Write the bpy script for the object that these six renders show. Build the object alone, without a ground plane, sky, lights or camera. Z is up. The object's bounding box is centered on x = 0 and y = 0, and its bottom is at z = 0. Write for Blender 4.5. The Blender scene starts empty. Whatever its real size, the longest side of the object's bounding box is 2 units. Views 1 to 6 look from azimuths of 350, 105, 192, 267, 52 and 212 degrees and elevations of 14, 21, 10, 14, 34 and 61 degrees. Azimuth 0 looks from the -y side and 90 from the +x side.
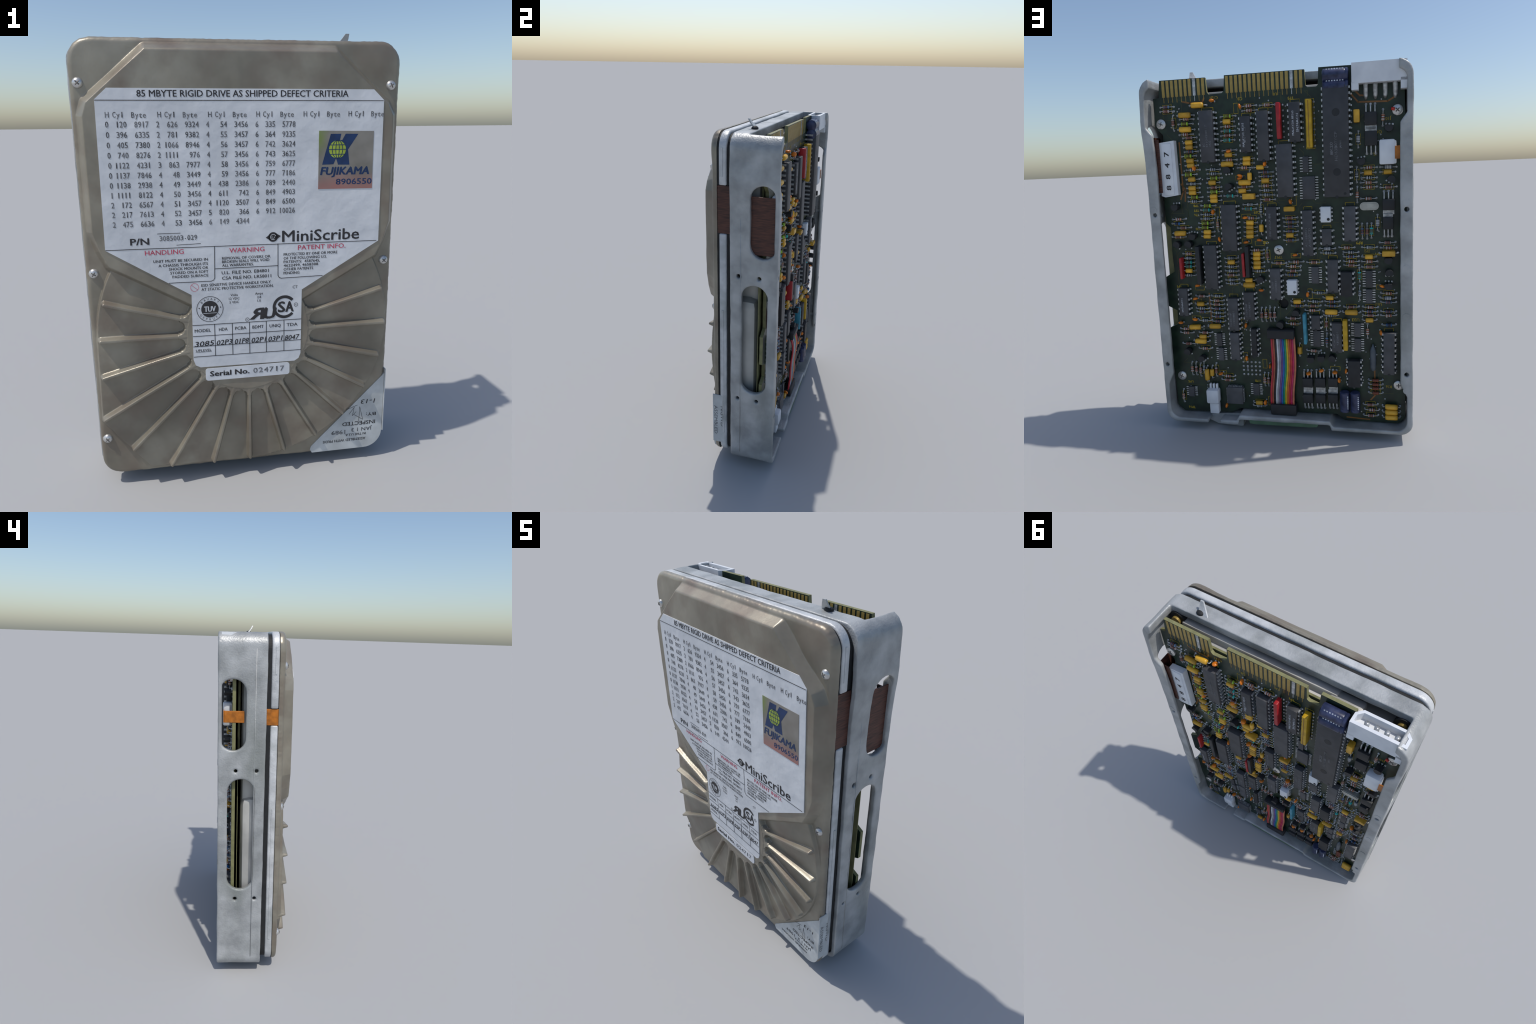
import bpy, bmesh, math, random
import numpy as np
from mathutils import Vector, Matrix, noise

rng = random.Random(11)
scene = bpy.context.scene

# ------------------------------------------------------------------ materials
def material(name, dark, light, rough=0.5, metal=0.0, scale=8.0, detail=4.0, bump=0.0,
             bump_scale=60.0, spec=0.4, lo=0.35, hi=0.65, stretch=(1, 1, 1), random_tint=0.0):
    m = bpy.data.materials.new(name)
    m.use_nodes = True
    nt = m.node_tree
    b = nt.nodes["Principled BSDF"]
    b.inputs["Roughness"].default_value = rough
    b.inputs["Metallic"].default_value = metal
    b.inputs["Specular IOR Level"].default_value = spec
    tc = nt.nodes.new("ShaderNodeTexCoord")
    mp = nt.nodes.new("ShaderNodeMapping")
    mp.inputs["Scale"].default_value = stretch
    nt.links.new(tc.outputs["Object"], mp.inputs["Vector"])
    n = nt.nodes.new("ShaderNodeTexNoise")
    n.inputs["Scale"].default_value = scale
    n.inputs["Detail"].default_value = detail
    nt.links.new(mp.outputs["Vector"], n.inputs["Vector"])
    r = nt.nodes.new("ShaderNodeValToRGB")
    r.color_ramp.elements[0].position = lo
    r.color_ramp.elements[1].position = hi
    r.color_ramp.elements[0].color = (*dark, 1)
    r.color_ramp.elements[1].color = (*light, 1)
    nt.links.new(n.outputs["Fac"], r.inputs["Fac"])
    col = r.outputs["Color"]
    if random_tint > 0:
        oi = nt.nodes.new("ShaderNodeObjectInfo")
        mr = nt.nodes.new("ShaderNodeMapRange")
        mr.inputs["To Min"].default_value = 1 - random_tint
        mr.inputs["To Max"].default_value = 1 + random_tint
        nt.links.new(oi.outputs["Random"], mr.inputs["Value"])
        hs = nt.nodes.new("ShaderNodeHueSaturation")
        nt.links.new(mr.outputs["Result"], hs.inputs["Value"])
        nt.links.new(col, hs.inputs["Color"])
        col = hs.outputs["Color"]
    nt.links.new(col, b.inputs["Base Color"])
    if bump > 0:
        n2 = nt.nodes.new("ShaderNodeTexNoise")
        n2.inputs["Scale"].default_value = bump_scale
        n2.inputs["Detail"].default_value = 3
        nt.links.new(mp.outputs["Vector"], n2.inputs["Vector"])
        bp = nt.nodes.new("ShaderNodeBump")
        bp.inputs["Strength"].default_value = bump
        bp.inputs["Distance"].default_value = 0.01
        nt.links.new(n2.outputs["Fac"], bp.inputs["Height"])
        nt.links.new(bp.outputs["Normal"], b.inputs["Normal"])
    return m

def plain(name, c, rough=0.5, metal=0.0, var=0.15, random_tint=0.0, scale=30.0):
    d = tuple(v * (1 - var) for v in c)
    l = tuple(min(1, v * (1 + var)) for v in c)
    return material(name, d, l, rough, metal, scale=scale, random_tint=random_tint)

def grain_over(m, colour, scale, lo, hi, stretch=(1, 1, 1)):
    """mix a second, finer patch colour into a material's base colour"""
    nt = m.node_tree
    b = nt.nodes["Principled BSDF"]
    old = b.inputs["Base Color"].links[0].from_socket
    tc = nt.nodes.new("ShaderNodeTexCoord")
    mp = nt.nodes.new("ShaderNodeMapping")
    mp.inputs["Scale"].default_value = stretch
    nt.links.new(tc.outputs["Object"], mp.inputs["Vector"])
    n = nt.nodes.new("ShaderNodeTexNoise")
    n.inputs["Scale"].default_value = scale
    n.inputs["Detail"].default_value = 6
    nt.links.new(mp.outputs["Vector"], n.inputs["Vector"])
    mr = nt.nodes.new("ShaderNodeMapRange")
    mr.inputs["From Min"].default_value = lo
    mr.inputs["From Max"].default_value = hi
    nt.links.new(n.outputs["Fac"], mr.inputs["Value"])
    mx = nt.nodes.new("ShaderNodeMix")
    mx.data_type = 'RGBA'
    mx.inputs["B"].default_value = (0, 0, 0, 1)
    mx.inputs[7].default_value = (*colour, 1)
    nt.links.new(mr.outputs["Result"], mx.inputs[0])
    nt.links.new(old, mx.inputs[6])
    nt.links.new(mx.outputs[2], b.inputs["Base Color"])

M_cover = material("cover_steel", (0.185, 0.166, 0.130), (0.31, 0.283, 0.225), 0.37, 0.3, scale=3.5,
                   detail=8, bump=0.05, bump_scale=90)
grain_over(M_cover, (0.195, 0.158, 0.124), 6, 0.46, 0.72)
M_cast = material("cast_aluminium", (0.42, 0.43, 0.435), (0.58, 0.59, 0.595), 0.40, 0.12, scale=14,
                  detail=8, bump=0.2, bump_scale=120)
grain_over(M_cast, (0.26, 0.28, 0.27), 5, 0.5, 0.75)
M_frame = material("frame_aluminium", (0.265, 0.275, 0.275), (0.42, 0.43, 0.43), 0.40, 0.15, scale=9,
                   detail=10, bump=0.2, bump_scale=110)
grain_over(M_frame, (0.215, 0.23, 0.215), 4, 0.52, 0.75, (1, 1, 0.5))
M_house = plain("housing_metal", (0.46, 0.45, 0.42), 0.5, 0.2, scale=6)
M_rubber = plain("black_rubber", (0.016, 0.017, 0.018), 0.7)
M_green = plain("dark_green", (0.07, 0.13, 0.075), 0.6, scale=12)
M_label = material("label_paper", (0.55, 0.565, 0.585), (0.66, 0.672, 0.69), 0.42, 0, scale=7, bump=0.4,
                   bump_scale=14)
M_ink = plain("black_ink", (0.03, 0.028, 0.03), 0.6)
M_dot = plain("dot_matrix_ink", (0.13, 0.13, 0.135), 0.7, var=0.5, scale=60)
M_pink = plain("red_ink", (0.50, 0.06, 0.11), 0.6)
M_navy = plain("navy_ink", (0.008, 0.03, 0.10), 0.45)
M_globe = plain("globe_green", (0.33, 0.42, 0.05), 0.5)
M_stick = plain("sticker_paper", (0.47, 0.49, 0.49), 0.5, scale=10)
M_foil = material("hologram_foil", (0.19, 0.175, 0.15), (0.27, 0.25, 0.22), 0.35, 0.3, scale=9)
M_screw = plain("screw_steel", (0.55, 0.54, 0.52), 0.28, 0.7)
M_recess = plain("screw_recess", (0.13, 0.12, 0.11), 0.5, 0.4)
M_pcb = material("board_green", (0.007, 0.016, 0.011), (0.017, 0.037, 0.021), 0.4, 0, scale=18, detail=8)
M_edge = plain("board_edge", (0.19, 0.185, 0.085), 0.6)
M_gold = material("contact_gold", (0.27, 0.18, 0.045), (0.42, 0.30, 0.09), 0.4, 0.35, scale=12)
M_silk = plain("yellow_print", (0.34, 0.25, 0.02), 0.6, var=0.5, scale=25)
M_copper = plain("copper_trace", (0.20, 0.085, 0.02), 0.5)
M_chip = material("chip_black", (0.040, 0.041, 0.044), (0.064, 0.065, 0.070), 0.5, 0, scale=12,
                  random_tint=0.35, bump=0.1)
M_chipdark = plain("chip_dark", (0.018, 0.019, 0.021), 0.55)
M_chiptext = plain("chip_print", (0.16, 0.165, 0.175), 0.6, var=0.5)
M_chiplight = plain("chip_print_light", (0.5, 0.52, 0.56), 0.6, var=0.4)
M_tin = plain("tin_lead", (0.42, 0.43, 0.43), 0.35, 0.5, var=0.35, scale=50)
M_white = material("white_plastic", (0.58, 0.60, 0.63), (0.70, 0.72, 0.74), 0.45, 0, scale=10)
M_orangeflex = plain("orange_flex", (0.40, 0.13, 0.012), 0.35, var=0.3)
M_brownflex = material("brown_flex", (0.04, 0.014, 0.010), (0.10, 0.036, 0.023), 0.5, 0, scale=20,
                       stretch=(1, 1, 9))
M_blue = material("capacitor_blue", (0.012, 0.017, 0.045), (0.045, 0.055, 0.12), 0.3, 0, scale=25)
M_silver = plain("crystal_can", (0.36, 0.37, 0.34), 0.3, 0.5)
M_grey = plain("diode_grey", (0.07, 0.085, 0.10), 0.4)

# ------------------------------------------------------------------ mesh helpers
class Geo:
    """vertices, faces and the material slot of every face"""
    def __init__(self):
        self.v, self.f, self.m = [], [], []

    def add(self, verts, faces, slot=0, mat=None):
        o = len(self.v)
        if mat is not None:
            verts = [mat @ Vector(p) for p in verts]
        self.v += [tuple(p) for p in verts]
        self.f += [tuple(i + o for i in f) for f in faces]
        self.m += [slot] * len(faces)
        return self

    def box(self, c, s, slot=0, chamfer=0.0):
        (cx, cy, cz), (sx, sy, sz) = c, [k / 2 for k in s]
        if chamfer <= 0:
            vs = [(cx + a * sx, cy + b * sy, cz + d * sz) for a in (-1, 1) for b in (-1, 1) for d in (-1, 1)]
            fs = [(0, 1, 3, 2), (4, 6, 7, 5), (0, 4, 5, 1), (2, 3, 7, 6), (0, 2, 6, 4), (1, 5, 7, 3)]
            return self.add(vs, fs, slot)
        bm = bmesh.new()
        bmesh.ops.create_cube(bm, size=2)
        for v in bm.verts:
            v.co = (cx + v.co.x * sx, cy + v.co.y * sy, cz + v.co.z * sz)
        bmesh.ops.bevel(bm, geom=bm.edges[:], offset=chamfer, segments=2, profile=0.5, affect='EDGES')
        return self.bm(bm, slot)

    def bm(self, bm, slot=0):
        bm.verts.index_update()
        self.add([v.co[:] for v in bm.verts], [[v.index for v in f.verts] for f in bm.faces], slot)
        bm.free()
        return self

    def tube(self, path, r, slot=0, n=8, caps=True):
        pts = [Vector(p) for p in path]
        rs = r if isinstance(r, (list, tuple)) else [r] * len(pts)
        vs, fs = [], []
        ref = None
        for i, p in enumerate(pts):
            t = (pts[min(i + 1, len(pts) - 1)] - pts[max(i - 1, 0)]).normalized()
            if ref is None:
                ref = Vector((0, 0, 1)) if abs(t.z) < 0.9 else Vector((1, 0, 0))
            a = (ref - t * ref.dot(t)).normalized()
            ref = a
            b = t.cross(a)
            for k in range(n):
                w = 2 * math.pi * k / n
                vs.append(p + (a * math.cos(w) + b * math.sin(w)) * rs[i])
        for i in range(len(pts) - 1):
            for k in range(n):
                k2 = (k + 1) % n
                fs.append((i * n + k, i * n + k2, (i + 1) * n + k2, (i + 1) * n + k))
        if caps:
            fs.append(tuple(reversed(range(n))))
            fs.append(tuple(range((len(pts) - 1) * n, len(pts) * n)))
        return self.add(vs, fs, slot)

    def prism(self, poly, y0, y1, slot=0, side_slot=None):
        """extrude a polygon given in x, z from y0 to y1"""
        n = len(poly)
        vs = [(x, y0, z) for x, z in poly] + [(x, y1, z) for x, z in poly]
        area = sum(poly[i][0] * poly[(i + 1) % n][1] - poly[(i + 1) % n][0] * poly[i][1] for i in range(n))
        flip = (area > 0) != (y1 > y0)
        a, b = tuple(range(n)), tuple(range(2 * n - 1, n - 1, -1))
        self.add(vs, [a if not flip else a[::-1], b if not flip else b[::-1]], slot)
        o = len(self.v) - 2 * n
        for i in range(n):
            j = (i + 1) % n
            q = (i + o, i + n + o, j + n + o, j + o)
            self.f.append(q if not flip else q[::-1])
            self.m.append(slot if side_slot is None else side_slot)
        return self

    def ball(self, c, r, slot=0, seg=8):
        bm = bmesh.new()
        bmesh.ops.create_uvsphere(bm, u_segments=seg, v_segments=max(4, seg // 2 + 1), radius=1)
        rr = r if isinstance(r, (tuple, list)) else (r, r, r)
        for v in bm.verts:
            v.co = (c[0] + v.co.x * rr[0], c[1] + v.co.y * rr[1], c[2] + v.co.z * rr[2])
        return self.bm(bm, slot)

def to_mesh(name, geo, mats, smooth=False, dz=0.0, angle=None):
    me = bpy.data.meshes.new(name)
    me.from_pydata([(x, y, z - dz) for x, y, z in geo.v], [], geo.f)
    for m in mats:
        me.materials.append(m)
    me.polygons.foreach_set("material_index", geo.m)
    if smooth or angle:
        me.polygons.foreach_set("use_smooth", [True] * len(me.polygons))
    me.update()
    if angle:
        me.set_sharp_from_angle(angle=math.radians(angle))
    return me

def put(name, mesh, parent, loc=(0, 0, 0), rot=(0, 0, 0)):
    o = bpy.data.objects.new(name, mesh)
    scene.collection.objects.link(o)
    o.parent = parent
    o.location = loc
    o.rotation_euler = rot
    return o

def part(name, geo, mats, lean, smooth=False, angle=None):
    """a part of the drive: its origin sits at mid height and it leans back by `lean` metres per metre"""
    return put(name, to_mesh(name, geo, mats, smooth, 1.0, angle), root, (0, 0, 1), (-lean, 0, 0))

def child(name, geo, mats, parent, smooth=False, angle=None, kind=None):
    o = put(name, to_mesh(name, geo, mats, smooth, 1.0, angle), parent)
    if kind:
        o["kind"] = kind
    return o

def apply_mods(o):
    dg = bpy.context.evaluated_depsgraph_get()
    me = bpy.data.meshes.new_from_object(o.evaluated_get(dg))
    o.modifiers.clear()
    old = o.data
    o.data = me
    bpy.data.meshes.remove(old)

def cut(o, geo):
    c = put("cutter", to_mesh("cutter", geo, [], dz=1.0), None)
    b_ = bmesh.new()
    b_.from_mesh(c.data)
    bmesh.ops.recalc_face_normals(b_, faces=b_.faces[:])
    b_.to_mesh(c.data)
    b_.free()
    c.matrix_world = o.matrix_world.copy() if o.parent is None else Matrix.Translation(o.location) @ o.rotation_euler.to_matrix().to_4x4()
    bpy.context.view_layer.update()
    md = o.modifiers.new("cut", 'BOOLEAN')
    md.object = c
    md.operation = 'DIFFERENCE'
    md.solver = 'EXACT'
    md.use_self = True
    apply_mods(o)
    bpy.data.objects.remove(c)

def rounded_rect(x0, x1, z0, z1, r, n=10):
    pts = []
    rr = r if isinstance(r, (tuple, list)) else (r,) * 4        # right-top, left-top, left-bottom, right-bottom
    for (cx, cz, a0, q) in ((x1, z1, 0, rr[0]), (x0, z1, 90, rr[1]), (x0, z0, 180, rr[2]), (x1, z0, 270, rr[3])):
        ox = cx - q if a0 in (0, 270) else cx + q
        oz = cz - q if a0 in (0, 90) else cz + q
        for i in range(n + 1):
            a = math.radians(a0 + 90 * i / n)
            pts.append((ox + q * math.cos(a), oz + q * math.sin(a)))
    return pts

def smooth01(a, b, x):
    t = np.clip((x - a) / (b - a), 0, 1)
    return t * t * (3 - 2 * t)

def poly_distance(px, pz, poly):
    """signed distance to a polygon, negative inside"""
    d = np.full(px.shape, 1e9)
    inside = np.zeros(px.shape, bool)
    n = len(poly)
    for i in range(n):
        ax, az = poly[i]
        bx, bz = poly[(i + 1) % n]
        ex, ez = bx - ax, bz - az
        t = np.clip(((px - ax) * ex + (pz - az) * ez) / (ex * ex + ez * ez), 0, 1)
        d = np.minimum(d, np.hypot(px - ax - t * ex, pz - az - t * ez))
        cross = ((az > pz) != (bz > pz)) & (px < ex * (pz - az) / (ez if abs(ez) > 1e-12 else 1e-12) + ax)
        inside ^= cross
    return np.where(inside, -d, d)

# text -> flat polygons, measured and scaled to a wanted cap height / width
_font_cache = {}
def glyphs(s):
    if s in _font_cache:
        return _font_cache[s]
    cu = bpy.data.curves.new("lettering_source", 'FONT')
    cu.body = s
    cu.resolution_u = 2
    o = bpy.data.objects.new("lettering_source", cu)
    scene.collection.objects.link(o)
    bpy.context.view_layer.update()
    me = bpy.data.meshes.new_from_object(o.evaluated_get(bpy.context.evaluated_depsgraph_get()))
    v = [(p.co.x, p.co.y) for p in me.vertices]
    f = [tuple(p.vertices) for p in me.polygons]
    bpy.data.objects.remove(o)
    bpy.data.curves.remove(cu)
    bpy.data.meshes.remove(me)
    _font_cache[s] = (v, f)
    return v, f

CAP = 0.70
def write(geo, s, x, z, h, y, width=None, align='l', slot=0, spin=0.0, back=False, slant=0.0, bold=0.0, cap=None):
    """letter a string; x, z: left (or right / centre) end of the middle line, h: cap height"""
    v, f = glyphs(s)
    if not v:
        return
    xs = [p[0] for p in v]
    x0, x1 = min(xs), max(xs)
    k = h / CAP
    kx = k if width is None else width / (x1 - x0)
    off = {'l': x0, 'r': x1, 'c': (x0 + x1) / 2}[align]
    ca, sa = math.cos(math.radians(spin)), math.sin(math.radians(spin))
    flip = -1 if back else 1
    shifts = [(0, 0)] if not bold else [(-bold, 0), (bold, 0), (0, bold)]
    for i, (bx, bz) in enumerate(shifts):
        out = []
        for px, pz in v:
            a = (px - off) * kx + slant * pz * k + bx
            b = (pz - CAP / 2) * k + bz
            out.append((x + flip * (a * ca - b * sa), y + (0.00008 * i if back else -0.00008 * i), z + a * sa + b * ca))
        geo.add(out, f, slot)

def write_typed(geo, s, x, z, h, y, pitch, align='r', bold=0.0):
    """typewriter lettering: every sign on its own pitch"""
    if align == 'r':
        x = x - pitch * len(s)
    for i, ch in enumerate(s):
        write(geo, ch, x + pitch * (i + 0.5), z, h, y, pitch * (0.26 if ch in "1l-" else 0.80), 'c', bold=bold)

def line(geo, pts, w, y, slot=0, closed=False):
    """a drawn line of width w through x, z points"""
    n = len(pts)
    for i in range(n if closed else n - 1):
        a, b = Vector(pts[i]), Vector(pts[(i + 1) % n])
        t = (b - a)
        if t.length < 1e-6:
            continue
        t.normalize()
        q = Vector((-t.y, t.x)) * (w / 2)
        a, b = a - t * w / 2, b + t * w / 2
        c = [a - q, b - q, b + q, a + q]
        geo.add([(p.x, y, p.y) for p in c], [(0, 1, 2, 3)], slot)

def ring(geo, cx, cz, r0, r1, y, slot=0, a0=0, a1=360, n=48):
    vs, fs = [], []
    for i in range(n + 1):
        a = math.radians(a0 + (a1 - a0) * i / n)
        vs += [(cx + r0 * math.cos(a), y, cz + r0 * math.sin(a)), (cx + r1 * math.cos(a), y, cz + r1 * math.sin(a))]
    for i in range(n):
        fs.append((2 * i, 2 * i + 2, 2 * i + 3, 2 * i + 1))
    geo.add(vs, fs, slot)

def disc(geo, cx, cz, r, y, slot=0, n=32):
    geo.add([(cx + r * math.cos(2 * math.pi * i / n), y, cz + r * math.sin(2 * math.pi * i / n)) for i in range(n)],
            [tuple(range(n))], slot)

# ------------------------------------------------------------------ the drive
root = bpy.data.objects.new("hard_disk_drive", None)
scene.collection.objects.link(root)
root["label"] = "old hard disk drive with ribbed metal cover and circuit board"
root["category"] = "hard drive"

LEAN_FRAME, LEAN_HEAD, LEAN_BOARD = 0.009, 0.013, 0.010

# ---- pressed steel cover: flange, raised dome with chamfered shoulders, fan of ribs round a hub
FLANGE, SECTOR, RIB, DOME = 0.155, 0.173, 0.203, 0.204
FAN_X, FAN_Z, HUB_R, FAN_R = 0.0, 0.73, 0.283, 0.652
dome_poly = [(-0.394, 1.930), (0.385, 1.928), (0.625, 1.715), (0.652, 1.66), (0.655, 1.20), (0.63, 1.115),
             (0.592, 1.037), (0.262, 0.853), (0.20, 0.70), (-0.20, 0.70), (-0.262, 0.853), (-0.592, 1.037),
             (-0.63, 1.115), (-0.657, 1.20), (-0.658, 1.66), (-0.638, 1.722)]
def inset(poly, d):
    """move every edge of a clockwise polygon inwards by d"""
    n, out = len(poly), []
    for i in range(n):
        p0, p1, p2 = Vector(poly[i - 1]), Vector(poly[i]), Vector(poly[(i + 1) % n])
        t1, t2 = (p1 - p0).normalized(), (p2 - p1).normalized()
        n1, n2 = Vector((t1.y, -t1.x)), Vector((t2.y, -t2.x))
        b = (n1 + n2).normalized()
        q = p1 + b * (d / max(0.3, b.dot(n1)))
        out.append((q.x, q.y))
    return out

DOME_SLOPE = 0.031
dome_top = inset(dome_poly, DOME_SLOPE - 0.003)
RIB_HALF = 0.0140
fan_corner = [(-0.640, 0.84), (-0.655, 0.72), (-0.66, 0.34), (-0.46, 0.085), (-0.02, 0.075), (0.0, 0.6)]
CX0, CX1, CZ0, CZ1, CR = -0.678, 0.670, 0.056, 1.952, 0.088
CXM = (CX0 + CX1) / 2

def fan_distance(x, z):
    d = np.hypot(x - FAN_X, z - FAN_Z) - FAN_R
    return np.minimum(d, poly_distance(x, z, fan_corner))

rib_angles = [15 - 15 * i for i in range(15)]        # from the right shoulder round the bottom to the left one
ribs = []
for a in rib_angles:
    c, s = math.cos(math.radians(a)), math.sin(math.radians(a))
    rr = np.arange(0.3, 0.85, 0.004)
    d = fan_distance(FAN_X + rr * c, FAN_Z + rr * s)
    end = rr[np.argmax(d > -0.012)]
    end = min(end, (FAN_Z - 0.078) / -s) if s < -0.05 else end
    ribs.append((c, s, float(end)))

def cover_height(x, z):
    edge = -(poly_distance(x, z, rounded_rect(CX0, CX1, CZ0, CZ1, CR, 8)))
    h = np.full(x.shape, FLANGE)
    h += (SECTOR - FLANGE) * smooth01(0.004, -0.006, fan_distance(x, z))
    h += 0.012 * np.exp(-((x - 0.57) ** 2 + (z - 1.87) ** 2) / 0.0075) + 0.005 * np.exp(-((x + 0.57) ** 2 + (z - 1.87) ** 2) / 0.0075)
    h += 0.010 * np.exp(-((x - 0.42) / 0.12) ** 2 - ((z - 0.84) / 0.07) ** 2)     # dented outwards beside the hub
    h += 0.007 * np.exp(-((x + 0.46) / 0.10) ** 2 - ((z - 0.91) / 0.06) ** 2)
    r = np.hypot(x - FAN_X, z - FAN_Z)
    for c, s, end in ribs:
        along = (x - FAN_X) * c + (z - FAN_Z) * s
        side = np.abs(-(x - FAN_X) * s + (z - FAN_Z) * c)
        over = np.maximum(0, along - (end - 0.010))
        dist = np.hypot(side, over)
        prof = smooth01(1.12 * RIB_HALF, 0.32 * RIB_HALF, dist)
        lift = np.where((along > HUB_R - 0.02) & (prof > 0), SECTOR + (RIB - SECTOR) * prof, 0)
        h = np.maximum(h, lift)
    # round finger tips of the sectors against the hub
    ang = np.degrees(np.arctan2(z - FAN_Z, x - FAN_X))
    mid = (ang + 7.5) % 15 - 7.5                       # 0 on a rib
    off = np.radians(7.5 - np.abs(mid))                # angle from the middle of the sector
    tip = 0.024
    u = np.clip(r - HUB_R, 0, tip)
    room = np.sqrt(np.maximum(0, tip ** 2 - (tip - u) ** 2)) - r * np.sin(off) - np.maximum(0, HUB_R - r)
    root = SECTOR + (DOME - 0.002 - SECTOR) * smooth01(0.006, -0.009, room)
    fan_side = (ang < 22) | (ang > 158)
    h = np.maximum(h, np.where((r > HUB_R - 0.02) & (r < HUB_R + tip) & fan_side, root, 0))
    hub = SECTOR + (DOME - SECTOR) * smooth01(HUB_R + 0.004, HUB_R - 0.008, r)
    h = np.maximum(h, np.where(r < HUB_R - 0.013, DOME, np.where((r < HUB_R + 0.01) & ~fan_side, hub, 0)))
    dd = poly_distance(x, z, dome_top)
    ramp = np.clip(1 - dd / DOME_SLOPE, 0, 1)
    dome = FLANGE + (DOME - FLANGE) * (0.75 * ramp + 0.25 * ramp * ramp * (3 - 2 * ramp))
    h = np.maximum(h, np.where(dd < DOME_SLOPE, dome, 0))
    rim = np.clip(edge / 0.022, 0, 1)
    h -= 0.022 * (1 - np.sqrt(np.maximum(0, 1 - (1 - rim) ** 2)))
    return h

NX, NZ = 540, 760
t = np.linspace(0, 1, 28)[1:]
corner_rows = CR * (1 - np.cos(t * math.pi / 2))
zs = np.concatenate([[CZ0], CZ0 + corner_rows, np.linspace(CZ0 + CR, CZ1 - CR, NZ)[1:-1], (CZ1 - corner_rows)[::-1], [CZ1]])
def half_width(z):
    q = min(z - CZ0, CZ1 - z)
    w = CX1 - CXM
    return w if q >= CR else w - CR + math.sqrt(max(0, CR * CR - (CR - q) ** 2))
hw = np.array([half_width(z) for z in zs])
ss = np.linspace(-1, 1, NX)
X = CXM + hw[:, None] * ss[None, :]
Z = np.repeat(zs[:, None], NX, 1)
H = cover_height(X, Z)
wob = np.array([noise.fractal(Vector((x * 7, z * 7, 3.1)), 1.0, 2.0, 3) for x, z in zip(X[::4, ::4].ravel(), Z[::4, ::4].ravel())])
wob = np.kron(wob.reshape(X[::4, ::4].shape), np.ones((4, 4)))[:X.shape[0], :X.shape[1]]
kern = np.ones(7) / 7
for ax in (0, 1):
    wob = np.apply_along_axis(lambda q: np.convolve(np.pad(q, 3, mode='edge'), kern, mode='valid'), ax, wob)
H = H + 0.0020 * wob
nr, nc = X.shape
g = Geo()
g.v = list(zip(X.ravel().tolist(), (-H).ravel().tolist(), Z.ravel().tolist()))
idx = np.arange(nr * nc).reshape(nr, nc)
quads = np.stack([idx[:-1, :-1], idx[:-1, 1:], idx[1:, 1:], idx[1:, :-1]], -1).reshape(-1, 4)
g.f = [tuple(q) for q in quads.tolist()]
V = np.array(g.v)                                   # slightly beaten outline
near = np.clip(1 - (-poly_distance(V[:, 0], V[:, 2], rounded_rect(CX0, CX1, CZ0, CZ1, CR, 8))) / 0.03, 0, 1)
for i in np.nonzero(near > 0)[0]:
    x, y, z = g.v[i]
    k = near[i] * (0.0026 * noise.noise(Vector((x * 22, z * 22, 5.0))) + 0.0014 * noise.noise(Vector((x * 60, z * 60, 1.0))))
    L0 = math.hypot(x, z - 1)
    g.v[i] = (x + k * x / L0, y, z + k * (z - 1) / L0)
loop = list(idx[0, :]) + list(idx[1:, -1]) + list(idx[-1, -2::-1]) + list(idx[-2:0:-1, 0])
n0 = len(g.v)
BACK = -0.126
for k, i in enumerate(loop):
    x, y, z = g.v[i]
    w = 0.0012 * noise.noise(Vector((x * 25, z * 25, 0)))
    g.v.append((x + 0.002 * w, BACK, z))
L = len(loop)
for k in range(L):
    g.f.append((int(loop[k]), n0 + k, n0 + (k + 1) % L, int(loop[(k + 1) % L])))
g.f.append(tuple(n0 + k for k in range(L)))
g.m = [0] * len(g.f)
cover = part("cover", g, [M_cover], LEAN_HEAD, angle=50)
TWIST = -0.006                                       # the cover sits a little crooked on the base
cover.rotation_euler.z = TWIST

# cover screws
sg = Geo()
bm = bmesh.new()
bmesh.ops.create_uvsphere(bm, u_segments=24, v_segments=12, radius=0.019)
bmesh.ops.bisect_plane(bm, geom=bm.verts[:] + bm.edges[:] + bm.faces[:], plane_co=(0, 0, 0), plane_no=(0, 1, 0), clear_outer=True)
for v in bm.verts:
    v.co.y *= 0.75
sg.bm(bm)
sg.tube([(0, 0.0, 0), (0, 0.012, 0)], 0.021, n=20)
for a in (35, 125):
    c, s = math.cos(math.radians(a)), math.sin(math.radians(a))
    sg.tube([(-0.009 * c, -0.0128, -0.009 * s), (0, -0.0148, 0), (0.009 * c, -0.0128, 0.009 * s)], 0.0022, 1, n=4)
screw_mesh = to_mesh("cover_screw", sg, [M_screw, M_recess], angle=40)
for x, z in ((-0.643, 1.782), (0.628, 1.777), (-0.644, 1.022), (0.631, 1.019), (-0.645, 0.247)):
    o = put("cover_screw", screw_mesh, cover, (x, -FLANGE + 0.002, z - 1), (0, rng.uniform(0, 3), 0))
    o.scale = (1.15, 1.2, 1.15)

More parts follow.
